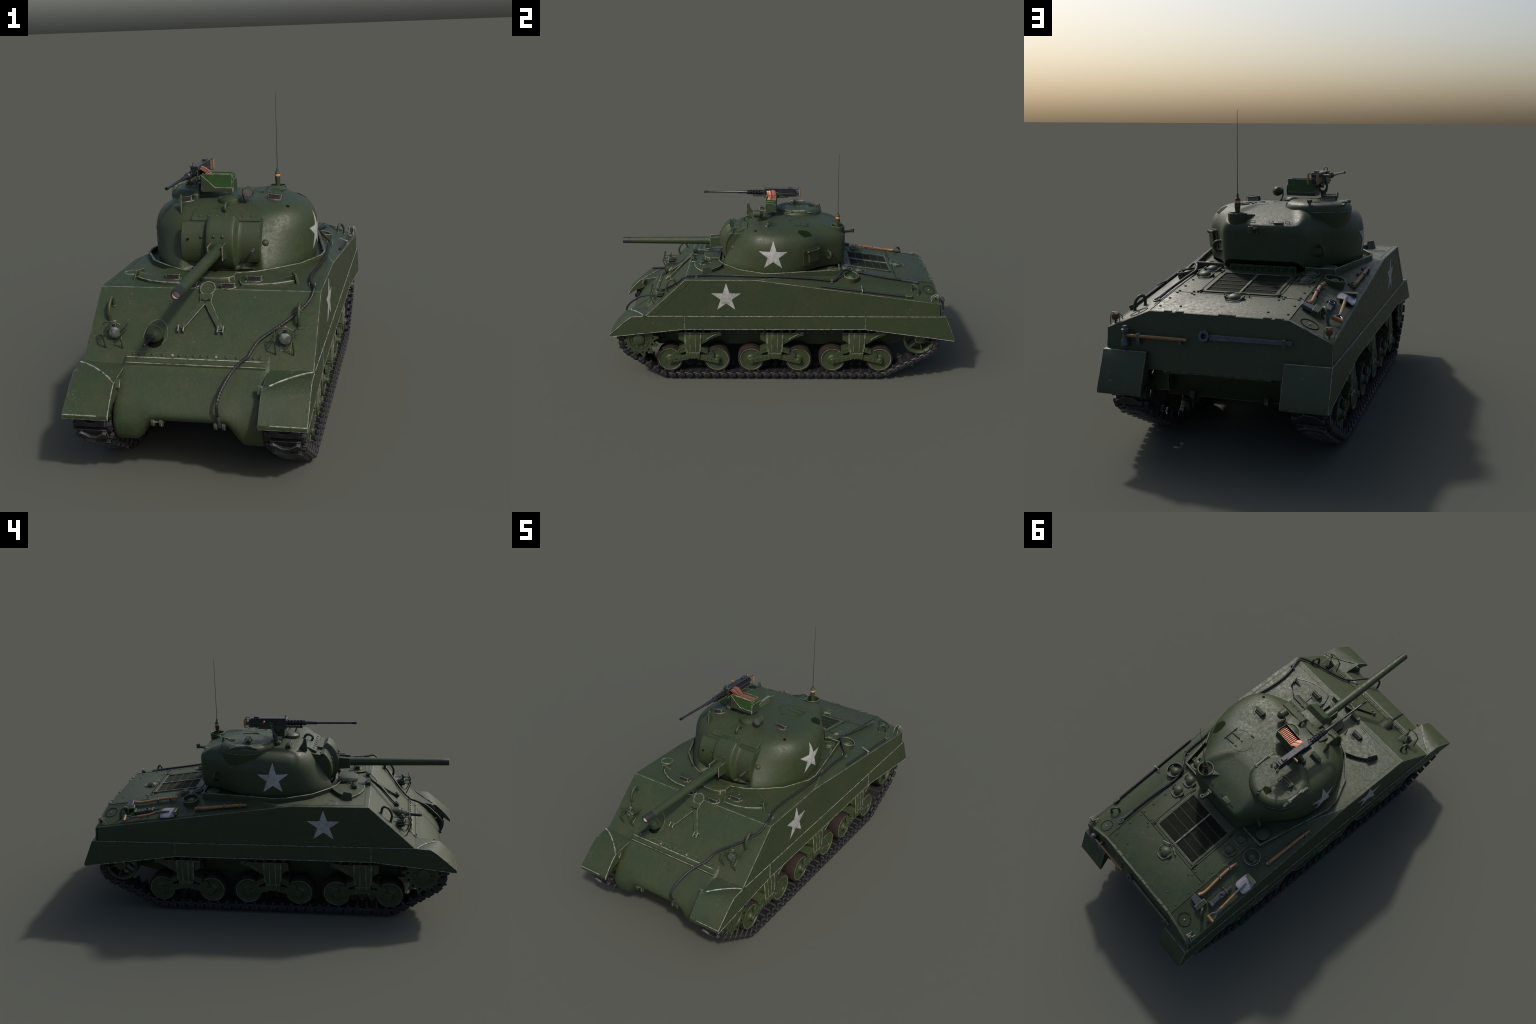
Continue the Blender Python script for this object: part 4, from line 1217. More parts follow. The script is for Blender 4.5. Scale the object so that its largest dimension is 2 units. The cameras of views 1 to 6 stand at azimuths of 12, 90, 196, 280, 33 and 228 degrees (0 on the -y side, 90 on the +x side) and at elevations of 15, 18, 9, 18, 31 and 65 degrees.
def running_gear():
    wm, bm_, am, sm, im, rm, shm, cm = wheel_mesh(), bogie_mesh(), arm_mesh(), sprocket_mesh(), idler_mesh(), roller_mesh(), shoe_mesh(), connector_mesh()
    am2 = am.copy()                # arm towards the front: flip along y
    for v in am2.vertices:
        v.co.y = -v.co.y
    am2.flip_normals()
    flip = {k: mirrored(m) for k, m in dict(w=wm, b=bm_, a=am, a2=am2, s=sm, i=im).items()}
    loop = track_path()
    n = len(loop)
    acc = [0.0]
    for i in range(n):
        p, q = loop[i], loop[(i + 1) % n]
        acc.append(acc[-1] + math.hypot(q[0] - p[0], q[1] - p[1]))
    L = acc[-1]
    def at(d):
        d %= L
        lo, hi = 0, n - 1
        while lo < hi:
            m = (lo + hi + 1) // 2
            if acc[m] <= d: lo = m
            else: hi = m - 1
        p, q = loop[lo], loop[(lo + 1) % n]
        t = (d - acc[lo]) / max(1e-9, acc[lo + 1] - acc[lo])
        return V((0, p[0] + (q[0] - p[0]) * t, p[1] + (q[1] - p[1]) * t))
    count = round(L / 0.0506)
    pitch = L / count
    for s in (1, -1):
        k = (lambda a, b: b) if s < 0 else (lambda a, b: a)
        for yb in BOGIES:
            bg = put('bogie_bracket', k(bm_, flip['b']), tank, (0, yb, 0))
            put('suspension_arm', k(am, flip['a']), bg); put('suspension_arm', k(am2, flip['a2']), bg)
            for d in (-1, 1):
                put('road_wheel', k(wm, flip['w']), bg, (s * (TX - 0.002), d * WHEEL_DY, WHEEL_Z), (random.random() * 6, 0, 0))
            put('return_roller', rm, bg, (s * TX, 0.145, 0.290))
        put('drive_sprocket', k(sm, flip['s']), tank, (s * TX, SPR[0], SPR[1]), (0.12, 0, 0))
        put('idler_wheel', k(im, flip['i']), tank, (s * TX, IDL[0], IDL[1]), (0.26, 0, 0))
        tr = bpy.data.objects.new('track', None)
        bpy.context.scene.collection.objects.link(tr)
        tr.parent = tank
        for i in range(count):
            for half, me, nm in ((0.0, shm, 'track_shoe'), (0.5, cm, 'track_connector')):
                d = (i + half) * pitch
                p = at(d)
                t = (at(d + 0.012) - at(d - 0.012)).normalized()
                inward = V((0, -t.z, t.y))          # counter-clockwise loop: left side is inside
                X = t.cross(inward)
                R = Matrix((X, t, inward)).transposed().to_4x4()
                put(nm, me, tr, mat=Matrix.Translation(V((s * TX, p.y, p.z)) + inward * 0.0) @ R)
        # final drive housing behind the sprocket
        b = Build(); b.cyl((s * 0.250, SPR[0], SPR[1]), (s * 0.318, SPR[0], SPR[1]), 0.066, n=28)
        stock('final_drive', b, tank)
running_gear()

# ------------------------------------------------------------------ turret casting
TC = V((0, -0.03, 0))
def turret_radius(th):
    """plan radius about TC; th = 0 at +x, 90 deg at the rear (+y)"""
    u = V((math.cos(th), math.sin(th)))
    r = 0.347
    bust = [(0.308, 0.130), (0.250, 0.212), (0.222, 0.252), (0.194, 0.312), (0.175, 0.353), (0.165, 0.3655), (0.150, 0.3710), (0.100, 0.3745), (0.0, 0.3765)]
    poly = [(x, y) for x, y in bust] + [(-x, y) for x, y in reversed(bust[:-1])]
    best = r
    for (ax, ay), (bx, by) in zip(poly, poly[1:]):
        ay += 0.03; by += 0.03
        ex, ey = bx - ax, by - ay
        den = u.x * ey - u.y * ex
        if abs(den) < 1e-9:
            continue
        t = (ax * ey - ay * ex) / den
        q = (ax * u.y - ay * u.x) / den
        if t > 0 and -1e-6 <= q <= 1 + 1e-6:
            best = max(best, t)
    return best

SIDE = [(0.004, 0.628), (0.001, 0.66), (0.0, 0.70), (0.0, 0.745), (0.003, 0.785), (0.014, 0.820), (0.036, 0.848), (0.070, 0.865), (0.115, 0.873), (0.170, 0.877)]
FRONT = [(-0.022, 0.628), (-0.012, 0.66), (0.012, 0.70), (0.042, 0.745), (0.070, 0.785), (0.098, 0.816), (0.126, 0.839), (0.160, 0.856), (0.195, 0.867), (0.240, 0.875)]
CAVITY = [(0.004, 0.628), (0.046, 0.650), (0.052, 0.700), (0.060, 0.745), (0.074, 0.785), (0.098, 0.814), (0.126, 0.836), (0.160, 0.853), (0.195, 0.866), (0.240, 0.875)]
REAR = [(0.000, 0.672), (0.000, 0.69), (0.0, 0.725), (0.0, 0.765), (0.000, 0.796), (0.004, 0.813), (0.013, 0.822), (0.042, 0.836), (0.105, 0.860), (0.215, 0.882)]
BACKSIDE = [(0.010, 0.640), (0.004, 0.67), (0.000, 0.705), (-0.003, 0.745), (-0.004, 0.785), (0.004, 0.816), (0.022, 0.841), (0.056, 0.862), (0.105, 0.875), (0.165, 0.884)]

def turret_surface():
    N, K = 216, 5
    b = Build()
    cols = []
    for i in range(N):
        th = 2 * PI * i / N
        d = math.degrees(th)
        fr = sstep(17, 70, 90 - abs((d - 270 + 180) % 360 - 180)) if 180 < d < 360 else 0.0
        off = abs((d - 90 + 180) % 360 - 180)            # angle away from straight back
        rr = 1 - sstep(19.5, 27, off)
        bs = (1 - sstep(52, 78, off)) * (1 - rr)
        si = max(0.0, 1 - fr - rr - bs)
        tot = fr + rr + bs + si
        ahead = abs((d - 270 + 180) % 360 - 180)
        cv = 1 - sstep(23.5, 27.5, ahead)               # gun opening behind the shield
        ctrl = []
        for a, f, h, r, q in zip(SIDE, FRONT, CAVITY, REAR, BACKSIDE):
            f = (f[0] + (h[0] - f[0]) * cv, f[1] + (h[1] - f[1]) * cv)
            ctrl.append(((a[0] * si + f[0] * fr + r[0] * rr + q[0] * bs) / tot, (a[1] * si + f[1] * fr + r[1] * rr + q[1] * bs) / tot, 0))
        path = smooth_path(ctrl, K)
        R = turret_radius(th)
        u = V((math.cos(th), math.sin(th), 0))
        col = []
        # underside: from the ring outwards
        col.append(TC + u * min(0.31, R - 0.02) + V((0, 0, 0.626)))
        for p in path:
            col.append(TC + u * (R - p.x) + V((0, 0, p.y)))
        last = col[-1]
        top = V((0, 0.0, 0.882))
        for t in (0.25, 0.5, 0.75, 0.95):
            q = last.lerp(top, t)
            z = last.z + (top.z - last.z) * (1 - (1 - t) ** 2)
            col.append(V((q.x, q.y, z)))
        cols.append(col)
    m = len(cols[0])
    # relax the plan kinks a little round the column index
    for _ in range(1):
        new = []
        for i in range(N):
            a, c, e = cols[i - 1], cols[i], cols[(i + 1) % N]
            new.append([c[j] * 0.5 + (a[j] + e[j]) * 0.25 for j in range(m)])
        cols = new
    rings = [[cols[i][j] for i in range(N)] for j in range(m)]
    b.loft(rings, 0, True, True)
    return b

tb = turret_surface()
bmesh.ops.recalc_face_normals(tb.bm, faces=tb.bm.faces)
turret_bvh = BVHTree.FromBMesh(tb.bm)
turret = stock('turret', tb, tank, [M_CAST], angle=50)

def roof_at(x, y):
    hit = turret_bvh.ray_cast(V((x, y, 2)), V((0, 0, -1)))
    return hit[0], hit[1]

def decal(name, pts_fn, outline, mat, parent, direction, start, res=0.008, lift=0.0014):
    """thin paint layer draped on the casting: outline (2-D) is filled, refined and ray-cast along direction"""
    bm = bmesh.new()
    vs = [bm.verts.new((x, z, 0)) for x, z in outline]
    cv = bm.verts.new((sum(p[0] for p in outline) / len(outline), sum(p[1] for p in outline) / len(outline), 0))
    for i in range(len(vs)):
        bm.faces.new((vs[i], vs[(i + 1) % len(vs)], cv))
    for _ in range(4):
        long = [e for e in bm.edges if e.calc_length() > res]
        if not long:
            break
        bmesh.ops.subdivide_edges(bm, edges=long, cuts=1)
        bmesh.ops.triangulate(bm, faces=bm.faces)
    for v in bm.verts:
        o = V(pts_fn(v.co.x, v.co.y))
        hit = turret_bvh.ray_cast(o, V(direction))
        if hit[0] is None:
            hit = turret_bvh.find_nearest(V((o.x, o.y, 0.82)))
        v.co = hit[0] + hit[1] * lift
    bmesh.ops.recalc_face_normals(bm, faces=bm.faces)
    me = bpy.data.meshes.new(name)
    bm.to_mesh(me); bm.free()
    me.materials.append(mat)
    me.shade_smooth()
    return put(name, me, parent)

for s in (1, -1):
    decal('painted_star', lambda a, c: (s * 0.8, -0.053 + a, 0.7395 + c), star_outline(0.0870), M_STAR, turret, (-s, 0, 0), None)
# flat dark patch copying faces with missing texture, right rear shoulder
decal('untextured_patch', lambda a, c: (a, c, 2.0), [(0.262, 0.088), (0.277, 0.094), (0.289, 0.124), (0.262, 0.172), (0.243, 0.156), (0.240, 0.128), (0.246, 0.098)], M_DARKGREEN, turret, (0, 0, -1), None)

# ------------------------------------------------------------------ mantlet and main gun
def mantlet():
    GZ = 0.731
    # plate bolted on the turret face
    b = Build()
    side = [(-0.205, 0.838), (-0.255, 0.822), (-0.292, 0.818), (-0.296, 0.812), (-0.304, 0.806), (-0.318, 0.796), (-0.328, 0.780), (-0.337, 0.755), (-0.339, 0.725), (-0.335, 0.695), (-0.328, 0.668), (-0.20, 0.655)]
    b.prism_x(side, -0.1595, 0.1595)
    b.prism_x([(-0.205, 0.860), (-0.232, 0.8485), (-0.262, 0.8325), (-0.266, 0.822), (-0.21, 0.81)], -0.138, 0.150)
    housing = stock('rotor_housing', b, turret, [M_CAST], 0.002, bmi=0)
    bb = Build(); bb.lathe([(0.0062, -0.002), (0.0062, 0.003), (0.004, 0.0045)], (0, 0, 0), (0, 0, 1), 10)
    me = bb.mesh('mantlet_bolt', [M_CAST])
    for i in range(7):
        put('mantlet_bolt', me, housing, mat=Matrix.Translation(V((-0.105 + 0.0365 * i, -0.248, 0.8395))) @ frame((1, 0, 0), (0, -0.47, 0.88)).to_4x4())
    # raised centre on the top
    b = Build()
    b.prism_x([(-0.21, 0.846), (-0.25, 0.838), (-0.296, 0.832), (-0.303, 0.82), (-0.22, 0.80)], -0.065, 0.062)
    stock('housing_hump', b, housing, [M_CAST], 0.004, bmi=0, segments=2)
    # shield: thick curved slab, wide on the left and right, with a drum in the middle
    curve = [(-0.306, 0.826), (-0.322, 0.808), (-0.336, 0.784), (-0.345, 0.755), (-0.347, 0.725), (-0.344, 0.695), (-0.336, 0.672)]
    b = Build()
    xs = [-0.163, -0.1605, -0.150, -0.12, -0.095, -0.082] + [-0.070 + 0.0024 * i for i in range(10)] + [-0.035, -0.015, 0.004, 0.023, 0.043] + [0.0555 + 0.0024 * i for i in range(10)] + [0.090, 0.103, 0.128, 0.150, 0.1605, 0.163]
    pr = smooth_path([(0, y, z) for y, z in curve], 4)
    rings = []
    for x in xs:
        t = 1 - sstep(0.052, 0.073, abs(x - 0.004))
        e = 0.006 if abs(x) > 0.161 else 0.0
        front, back = [], []
        for i, p in enumerate(pr):
            f = i / (len(pr) - 1)
            a = math.radians(62 - 116 * f)
            nrm = V((0, -math.cos(a), math.sin(a)))
            bulge = t * (0.026 * math.sin(PI * (0.20 + 0.70 * f)) + 0.006)
            q = p + nrm * (bulge - e)
            if t > 0:
                q.z += t * 0.010 * max(0, 1 - f * 1.4) - t * 0.014 * f
            front.append((x, q.y, q.z))
            back.append((x, p.y + 0.016 + (0.006 if t else 0), p.z - 0.002 * (1 - f)))
        rings.append(front + back[::-1])
    b.loft(rings, 0, True, True)
    sh = stock('gun_shield', b, turret, [M_CAST, M_EDGE], 0.0, angle=38)
    for x, z in ((-0.078, 0.775), (0.066, 0.775)):
        b = Build(); b.ball((x, -0.344, z), 0.0068, n=10, m=6, scale=(1, 0.6, 1))
        stock('mantlet_bolt', b, sh, [M_CAST])
    b = Build(); b.lathe([(0.0048, 0), (0.0048, 0.003)], (-0.132, -0.3475, 0.766), (0, -1, 0.1), 12)
    stock('sight_black_disc', b, sh, [M_BLACK])  # solid black disc in place of an open sight hole
    b = Build(); b.lathe([(0.0, 0.0), (0.0058, 0), (0.0058, 0.048), (0.003, 0.0485), (0.003, 0.04)], (0.137, -0.352, 0.7285), (0.04, -1, 0), 14, caps=False)
    stock('coaxial_gun_muzzle', b, sh, [M_TOOL])
    for x, r in ((-0.120, 0.014), (-0.085, 0.010), (0.095, 0.013)):
        b = Build()
        b.lathe([(r, -0.004), (r, 0.0035), (r * 0.6, 0.0035), (r * 0.6, 0.001)], (x, -0.298, 0.8185), (0, -0.25, 1), 14)
        stock('lifting_eye', b, housing, [M_CAST])
    # cheek boss on the turret face beside the shield
    b = Build(); bp = turret_bvh.ray_cast(V((0.172, -1, 0.738)), V((0, 1, 0)))[0]; b.ball(bp + V((0, 0.007, 0)), 0.0155, n=16, m=10)
    stock('trunnion_boss', b, turret, [M_CAST], angle=60)
    # flaps round the gun root
    for s in (1, -1):
        b = Build()
        f = [(-0.350, 0.764), (-0.437, 0.758), (-0.437, 0.701), (-0.350, 0.694)]
        b.prism([(s * 0.026, y, z) for y, z in f], [(s * 0.0315, y, z) for y, z in f])
        stock('gun_collar_cheek', b, sh, [M_CAST, M_EDGE], 0.0014)
        b = Build(); b.ball((s * 0.018, -0.372, 0.783), 0.0065, n=8, m=6)
        stock('collar_bolt', b, sh, [M_CAST])
    # barrel
    b = Build()
    b.lathe([(0.0275, 0.0), (0.0260, 0.05), (0.0235, 0.075), (0.0232, 0.12), (0.0190, 0.573)], (0, -0.345, GZ), (0, -1, 0), 32, 0, False)
    b.lathe([(0.0190, 0.573), (0.0186, 0.622), (0.0180, 0.6235), (0.0142, 0.6235), (0.0138, 0.621), (0.0138, 0.57)], (0, -0.345, GZ), (0, -1, 0), 32, 1, False)
    b.lathe([(0.0136, 0.619), (0.0134, 0.600), (0.0005, 0.596)], (0, -0.345, GZ), (0, -1, 0), 24, 2, False)
    stock('gun_barrel', b, turret, [M_PAINT, M_MUZZLE, M_BORE], angle=40)
mantlet()

# ------------------------------------------------------------------ turret fittings
def turret_fittings():
    # commander's ring and split hatch
    c = V((-0.172, 0.100, 0))
    b = Build()
    b.lathe([(0.128, 0.770), (0.141, 0.825), (0.1470, 0.858), (0.1475, 0.866), (0.1475, 0.872), (0.146, 0.882), (0.141, 0.891), (0.132, 0.898), (0.122, 0.9015), (0.112, 0.9025), (0.0005, 0.9025)], c, (0, 0, 1), 56)
    cu = stock('commander_cupola', b, turret, [M_CAST], angle=50)
    b = Build()     # flange line
    b.tube([c + V((0.1475 * math.cos(a * PI / 32), 0.1475 * math.sin(a * PI / 32), 0.8655)) for a in range(64)], 0.0018, 5, closed=True)
    stock('cupola_flange', b, cu, [M_EDGE_SOFT])
    for k in (1, -1):    # two leaves, seam along y
        b = Build()
        pts = [c + V((k * 0.0012 + k * 0.117 * math.sin(a * PI / 18), 0.117 * math.cos(a * PI / 18), 0)) for a in range(19)]
        z0, z1 = 0.895, 0.9035
        b.prism([p + V((0, 0, z0)) for p in pts], [p + V((0, 0, z1)) for p in pts])
        leaf = stock('cupola_hatch_leaf', b, cu, [M_CAST, M_EDGE_SOFT], 0.0015)
        b = Build()
        hx = c.x + k * 0.126
        b.cyl((hx, 0.060, 0.9035), (hx, 0.140, 0.9035), 0.0065, n=10)
        for y in (0.060, 0.140):
            b.box((hx, y, 0.900), (0.020, 0.012, 0.014))
        b.prism_x([(0.02, 0.895), (0.055, 0.902), (0.055, 0.892)], hx - 0.006, hx + 0.006)
        b.prism_x([(0.18, 0.895), (0.145, 0.902), (0.145, 0.892)], hx - 0.006, hx + 0.006)
        stock('cupola_hinge', b, cu, [M_PAINT, M_EDGE], 0.0012)
    periscope(cu, (-0.222, 0.088, 0.9036), scale=0.98)
    b = Build()
    b.tube([(-0.178, 0.075, 0.903), (-0.178, 0.078, 0.914), (-0.178, 0.108, 0.914), (-0.178, 0.111, 0.903)], 0.0022, 6)
    b.box((-0.160, 0.212, 0.906), (0.010, 0.026, 0.007), mat=Matrix.Rotation(0.4, 3, 'X'))
    b.ball((-0.172, 0.232, 0.912), 0.0075, n=8, m=6)
    b.tube([(-0.172, 0.232, 0.912), (-0.168, 0.242, 0.890)], 0.004, 6)
    stock('hatch_handle', b, cu, [M_PAINT])
    b = Build()
    o = [(-0.205, 0.172), (-0.182, 0.166), (-0.160, 0.178), (-0.163, 0.198), (-0.200, 0.205)]
    b.prism_z(o, 0.9030, 0.9042)
    stock('untextured_patch', b, cu, [M_DARKGREEN])  # dark patch copying the same missing-texture fault on the cupola
    # roof periscopes
    for x, y in ((0.178, -0.076), (-0.194, -0.122)):
        p, n = roof_at(x, y)
        pr = periscope(turret, p - V((0, 0, 0.001)), guard=(x > 0))
        pr.rotation_euler = (-0.10, 0.12 if x > 0 else -0.14, 0)
    # ventilator dome, offset low mushroom
    p, n = roof_at(-0.005, -0.112)
    b = Build()
    b.lathe([(0.050, -0.020), (0.050, 0.008), (0.048, 0.013), (0.044, 0.010), (0.040, 0.012), (0.030, 0.018), (0.014, 0.021), (0.0005, 0.0215)], p, (0, -0.06, 1), 30)
    stock('ventilator_dome', b, turret, [M_CAST], angle=50)
    # spotlight on its stalk
    c = V((0.081, -0.142, 0.920))
    b = Build()
    b.lathe([(0.0195, -0.026), (0.0215, -0.0255), (0.0215, 0.006), (0.0225, 0.007), (0.0225, 0.010), (0.0205, 0.012), (0.0165, 0.021), (0.008, 0.027), (0.0005, 0.0285)], c, (0, 1, 0), 26)
    q, n = roof_at(0.060, -0.125)
    b.tube([c + V((-0.020, 0.004, -0.002)), c + V((-0.028, 0.004, -0.012)), V((0.058, -0.130, 0.885)), q], [0.003, 0.003, 0.0035, 0.0075], 8)
    b.tube([c + V((-0.026, 0.004, -0.014)), c + V((-0.026, 0.004, 0.010))], 0.003, 8)
    sp = stock('spotlight', b, turret, [M_PAINT], angle=40)
    b = Build(); b.lathe([(0.0188, -0.0262), (0.0186, -0.0268), (0.0005, -0.0270)], c, (0, 1, 0), 24)
    stock('spotlight_lens', b, sp, [M_SPOT], angle=60)
    # loader's oval hatch mark with two hinge bars
    def on_roof(x, y, h=0.0):
        p, n = roof_at(x, y)
        return p + n * h
    cx, cy = 0.118, 0.105
    b = Build()
    b.tube([on_roof(cx + 0.064 * math.cos(a * PI / 20), cy + 0.058 * math.sin(a * PI / 20), 0.0002) for a in range(40)], 0.0009, 5, closed=True)
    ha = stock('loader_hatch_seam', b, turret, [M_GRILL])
    for y in (0.082, 0.122):
        b = Build()
        a, d = on_roof(cx + 0.010, y + 0.02, 0.002), on_roof(cx + 0.062, y + 0.022, 0.002)
        b.tube([a, d], 0.0036, 6)
        b.tube([on_roof(cx - 0.012, y + 0.02, 0.002), on_roof(cx - 0.002, y + 0.02, 0.002)], 0.0030, 6)
        stock('hatch_hinge_bar', b, ha, [M_PAINT])
    b = Build()
    b.tube([on_roof(cx + 0.067, 0.070, 0.004), on_roof(cx + 0.067, 0.155, 0.004)], 0.0026, 6)
    b.tube([on_roof(cx - 0.030 + 0.02 * i / 6, 0.040 + 0.004 * math.sin(PI * i / 6), 0.002) for i in range(7)], 0.003, 6)
    stock('hatch_torsion_rod', b, ha, [M_PAINT])
    # antenna pot, insulator and whip
    b = Build()
    px, py = 0.119, 0.329
    b.lathe([(0.030, 0.775), (0.0385, 0.800), (0.0405, 0.862), (0.0355, 0.862), (0.034, 0.825), (0.0005, 0.825)], (px, py, 0), (0, 0, 1), 28)
    # fairing towards the roof centre
    p1, _ = roof_at(0.05, 0.300)
    b.prism([(px - 0.030, py - 0.026, 0.858), (px - 0.030, py + 0.012, 0.858), (px - 0.030, py + 0.012, 0.80), (px - 0.030, py - 0.026, 0.80)],
            [(0.052, 0.296, p1.z + 0.004), (0.052, 0.300, p1.z + 0.004), (0.052, 0.300, 0.80), (0.052, 0.296, 0.80)])
    pot = stock('antenna_pot', b, turret, [M_CAST, M_EDGE_SOFT], 0.0012, minangle=45)
    b = Build()
    b.lathe([(0.0125, 0.822), (0.010, 0.845), (0.0095, 0.868), (0.0115, 0.880), (0.0125, 0.892), (0.0125, 0.9045)], (px, py, 0), (0, 0, 1), 16)
    b.lathe([(0.0125, 0.9040), (0.0127, 0.905), (0.0127, 0.913), (0.0125, 0.914)], (px, py, 0), (0, 0, 1), 16, 1)
    b.lathe([(0.0120, 0.9135), (0.0125, 0.918), (0.010, 0.923), (0.0055, 0.927), (0.0045, 0.940), (0.0022, 0.944)], (px, py, 0), (0, 0, 1), 16)
    an = stock('antenna_base', b, turret, [M_PAINT, M_BAND], angle=40)
    b = Build(); b.cyl((px, py, 0.940), (px + 0.001, py - 0.002, 1.288), 0.0018, 0.0008, 8)
    stock('antenna_whip', b, an, [M_MUZZLE])
    # lift hooks
    hk = [turret_bvh.ray_cast(V((-0.001, y, 2)), V((0, 0, -1)))[0] for y in (-0.186, -0.226)]
    arch_hook('lifting_hook', hk[0], hk[1], V((0, -0.012, 0.026)), 0.0068, turret)
    for s in (1, -1):
        h1 = turret_bvh.ray_cast(V((s * 0.6, 0.272, 0.730)), V((-s, 0, 0)))[0]
        h2 = turret_bvh.ray_cast(V((s * 0.6, 0.272, 0.690)), V((-s, 0, 0)))[0]
        arch_hook('lifting_hook', h1, h2, V((s * 0.030, 0.012, 0.0)), 0.0066, turret)
    # blade sight
    p, n = roof_at(-0.190, -0.188)
    b = Build()
    bl = [(-0.222, 0.845), (-0.219, 0.900), (-0.216, 0.915), (-0.210, 0.920), (-0.204, 0.915), (-0.196, 0.892), (-0.183, 0.872), (-0.170, 0.850)]
    b.prism_x(bl, -0.193, -0.1885)
    stock('vane_sight', b, turret, [M_PAINT, M_EDGE], 0.001)
    # pistol port on the right rear
    b = Build()
    def wall(y, z, h):
        hit = turret_bvh.ray_cast(V((0.7, y, z)), V((-1, 0, 0)))
        return hit[0] + hit[1] * h
    plate = [(0.118, 0.762), (0.180, 0.772), (0.218, 0.772), (0.222, 0.690), (0.172, 0.665), (0.120, 0.668)]
    b.prism([wall(y, z, -0.006) for y, z in plate], [wall(y, z, 0.005) for y, z in plate])
    pp = stock('pistol_port_plate', b, turret, [M_CAST], 0.002, bmi=0)
    b = Build()
    door = [(0.148, 0.752), (0.198, 0.756), (0.202, 0.693), (0.150, 0.688)]
    b.prism([wall(y, z, 0.0) for y, z in door], [wall(y, z, 0.016) for y, z in door])
    stock('pistol_port_door', b, pp, [M_CAST], 0.002, bmi=0)
    b = Build()
    b.cyl(wall(0.146, 0.757, 0.014), wall(0.200, 0.762, 0.014), 0.0055, n=10)
    b.ball(wall(0.144, 0.756, 0.014), 0.009, n=10, m=6)
    b.ball(wall(0.204, 0.763, 0.012), 0.008, n=10, m=6)
    stock('pistol_port_hinge', b, pp, [M_CAST])
    # stowage arm on the bustle and small roof boxes
    b = Build()
    b.box((0.030, 0.398, 0.7995), (0.017, 0.050, 0.012), mat=Matrix.Rotation(0.08, 3, 'X'))
    b.lathe([(0.0105, -0.012), (0.0105, 0.014), (0.006, 0.014), (0.006, 0.006)], (0.030, 0.426, 0.806), (0, 0, 1), 14)
    b.box((0.030, 0.378, 0.797), (0.026, 0.010, 0.026))
    stock('stowage_arm', b, turret, [M_PAINT, M_EDGE], 0.001)
    b = Build()
    p, n = roof_at(-0.068, 0.344)
    b.box((-0.068, 0.344, 0.822), (0.040, 0.034, 0.022), mat=Matrix.Rotation(-0.10, 3, 'X'))
    stock('stowage_bracket', b, turret, [M_PAINT, M_EDGE_SOFT], 0.003, segments=2)
    for x in (0.045, -0.035, -0.105):
        b = Build()
        q = [on_roof(x - 0.009, 0.352, 0.001), on_roof(x - 0.010, 0.346, 0.005), on_roof(x + 0.010, 0.346, 0.005), on_roof(x + 0.009, 0.352, 0.001)]
        b.tube(q, 0.0014, 5)
        stock('tie_loop', b, turret, [M_PAINT])
    for x, y in ((0.245, -0.155), (-0.005, -0.150)):
        p, n = roof_at(x, y)
        b = Build(); b.lathe([(0.0075, -0.001), (0.0075, 0.0012)], p, n, 14)
        if x > 0.1:
            stock('roof_black_disc', b, turret, [M_BLACK])  # thin black disc laid on the roof, no hole is cut
    for x, y in ((0.11, -0.135), (0.135, -0.12), (0.05, 0.01)):
        p, n = roof_at(x, y)
        b = Build(); b.lathe([(0.004, -0.001), (0.003, 0.003)], p, n, 8)
        stock('roof_rivet', b, turret, [M_PAINT])
    # machine-gun rest / plate lines left of the cupola
    b = Build()
    a = [on_roof(-0.03 - 0.085 * i / 6, 0.045 - 0.03 * (1 - i / 6), 0.001) for i in range(7)]
    b.tube(a, 0.0016, 5)
    stock('roof_weld', b, turret, [M_CAST])
turret_fittings()

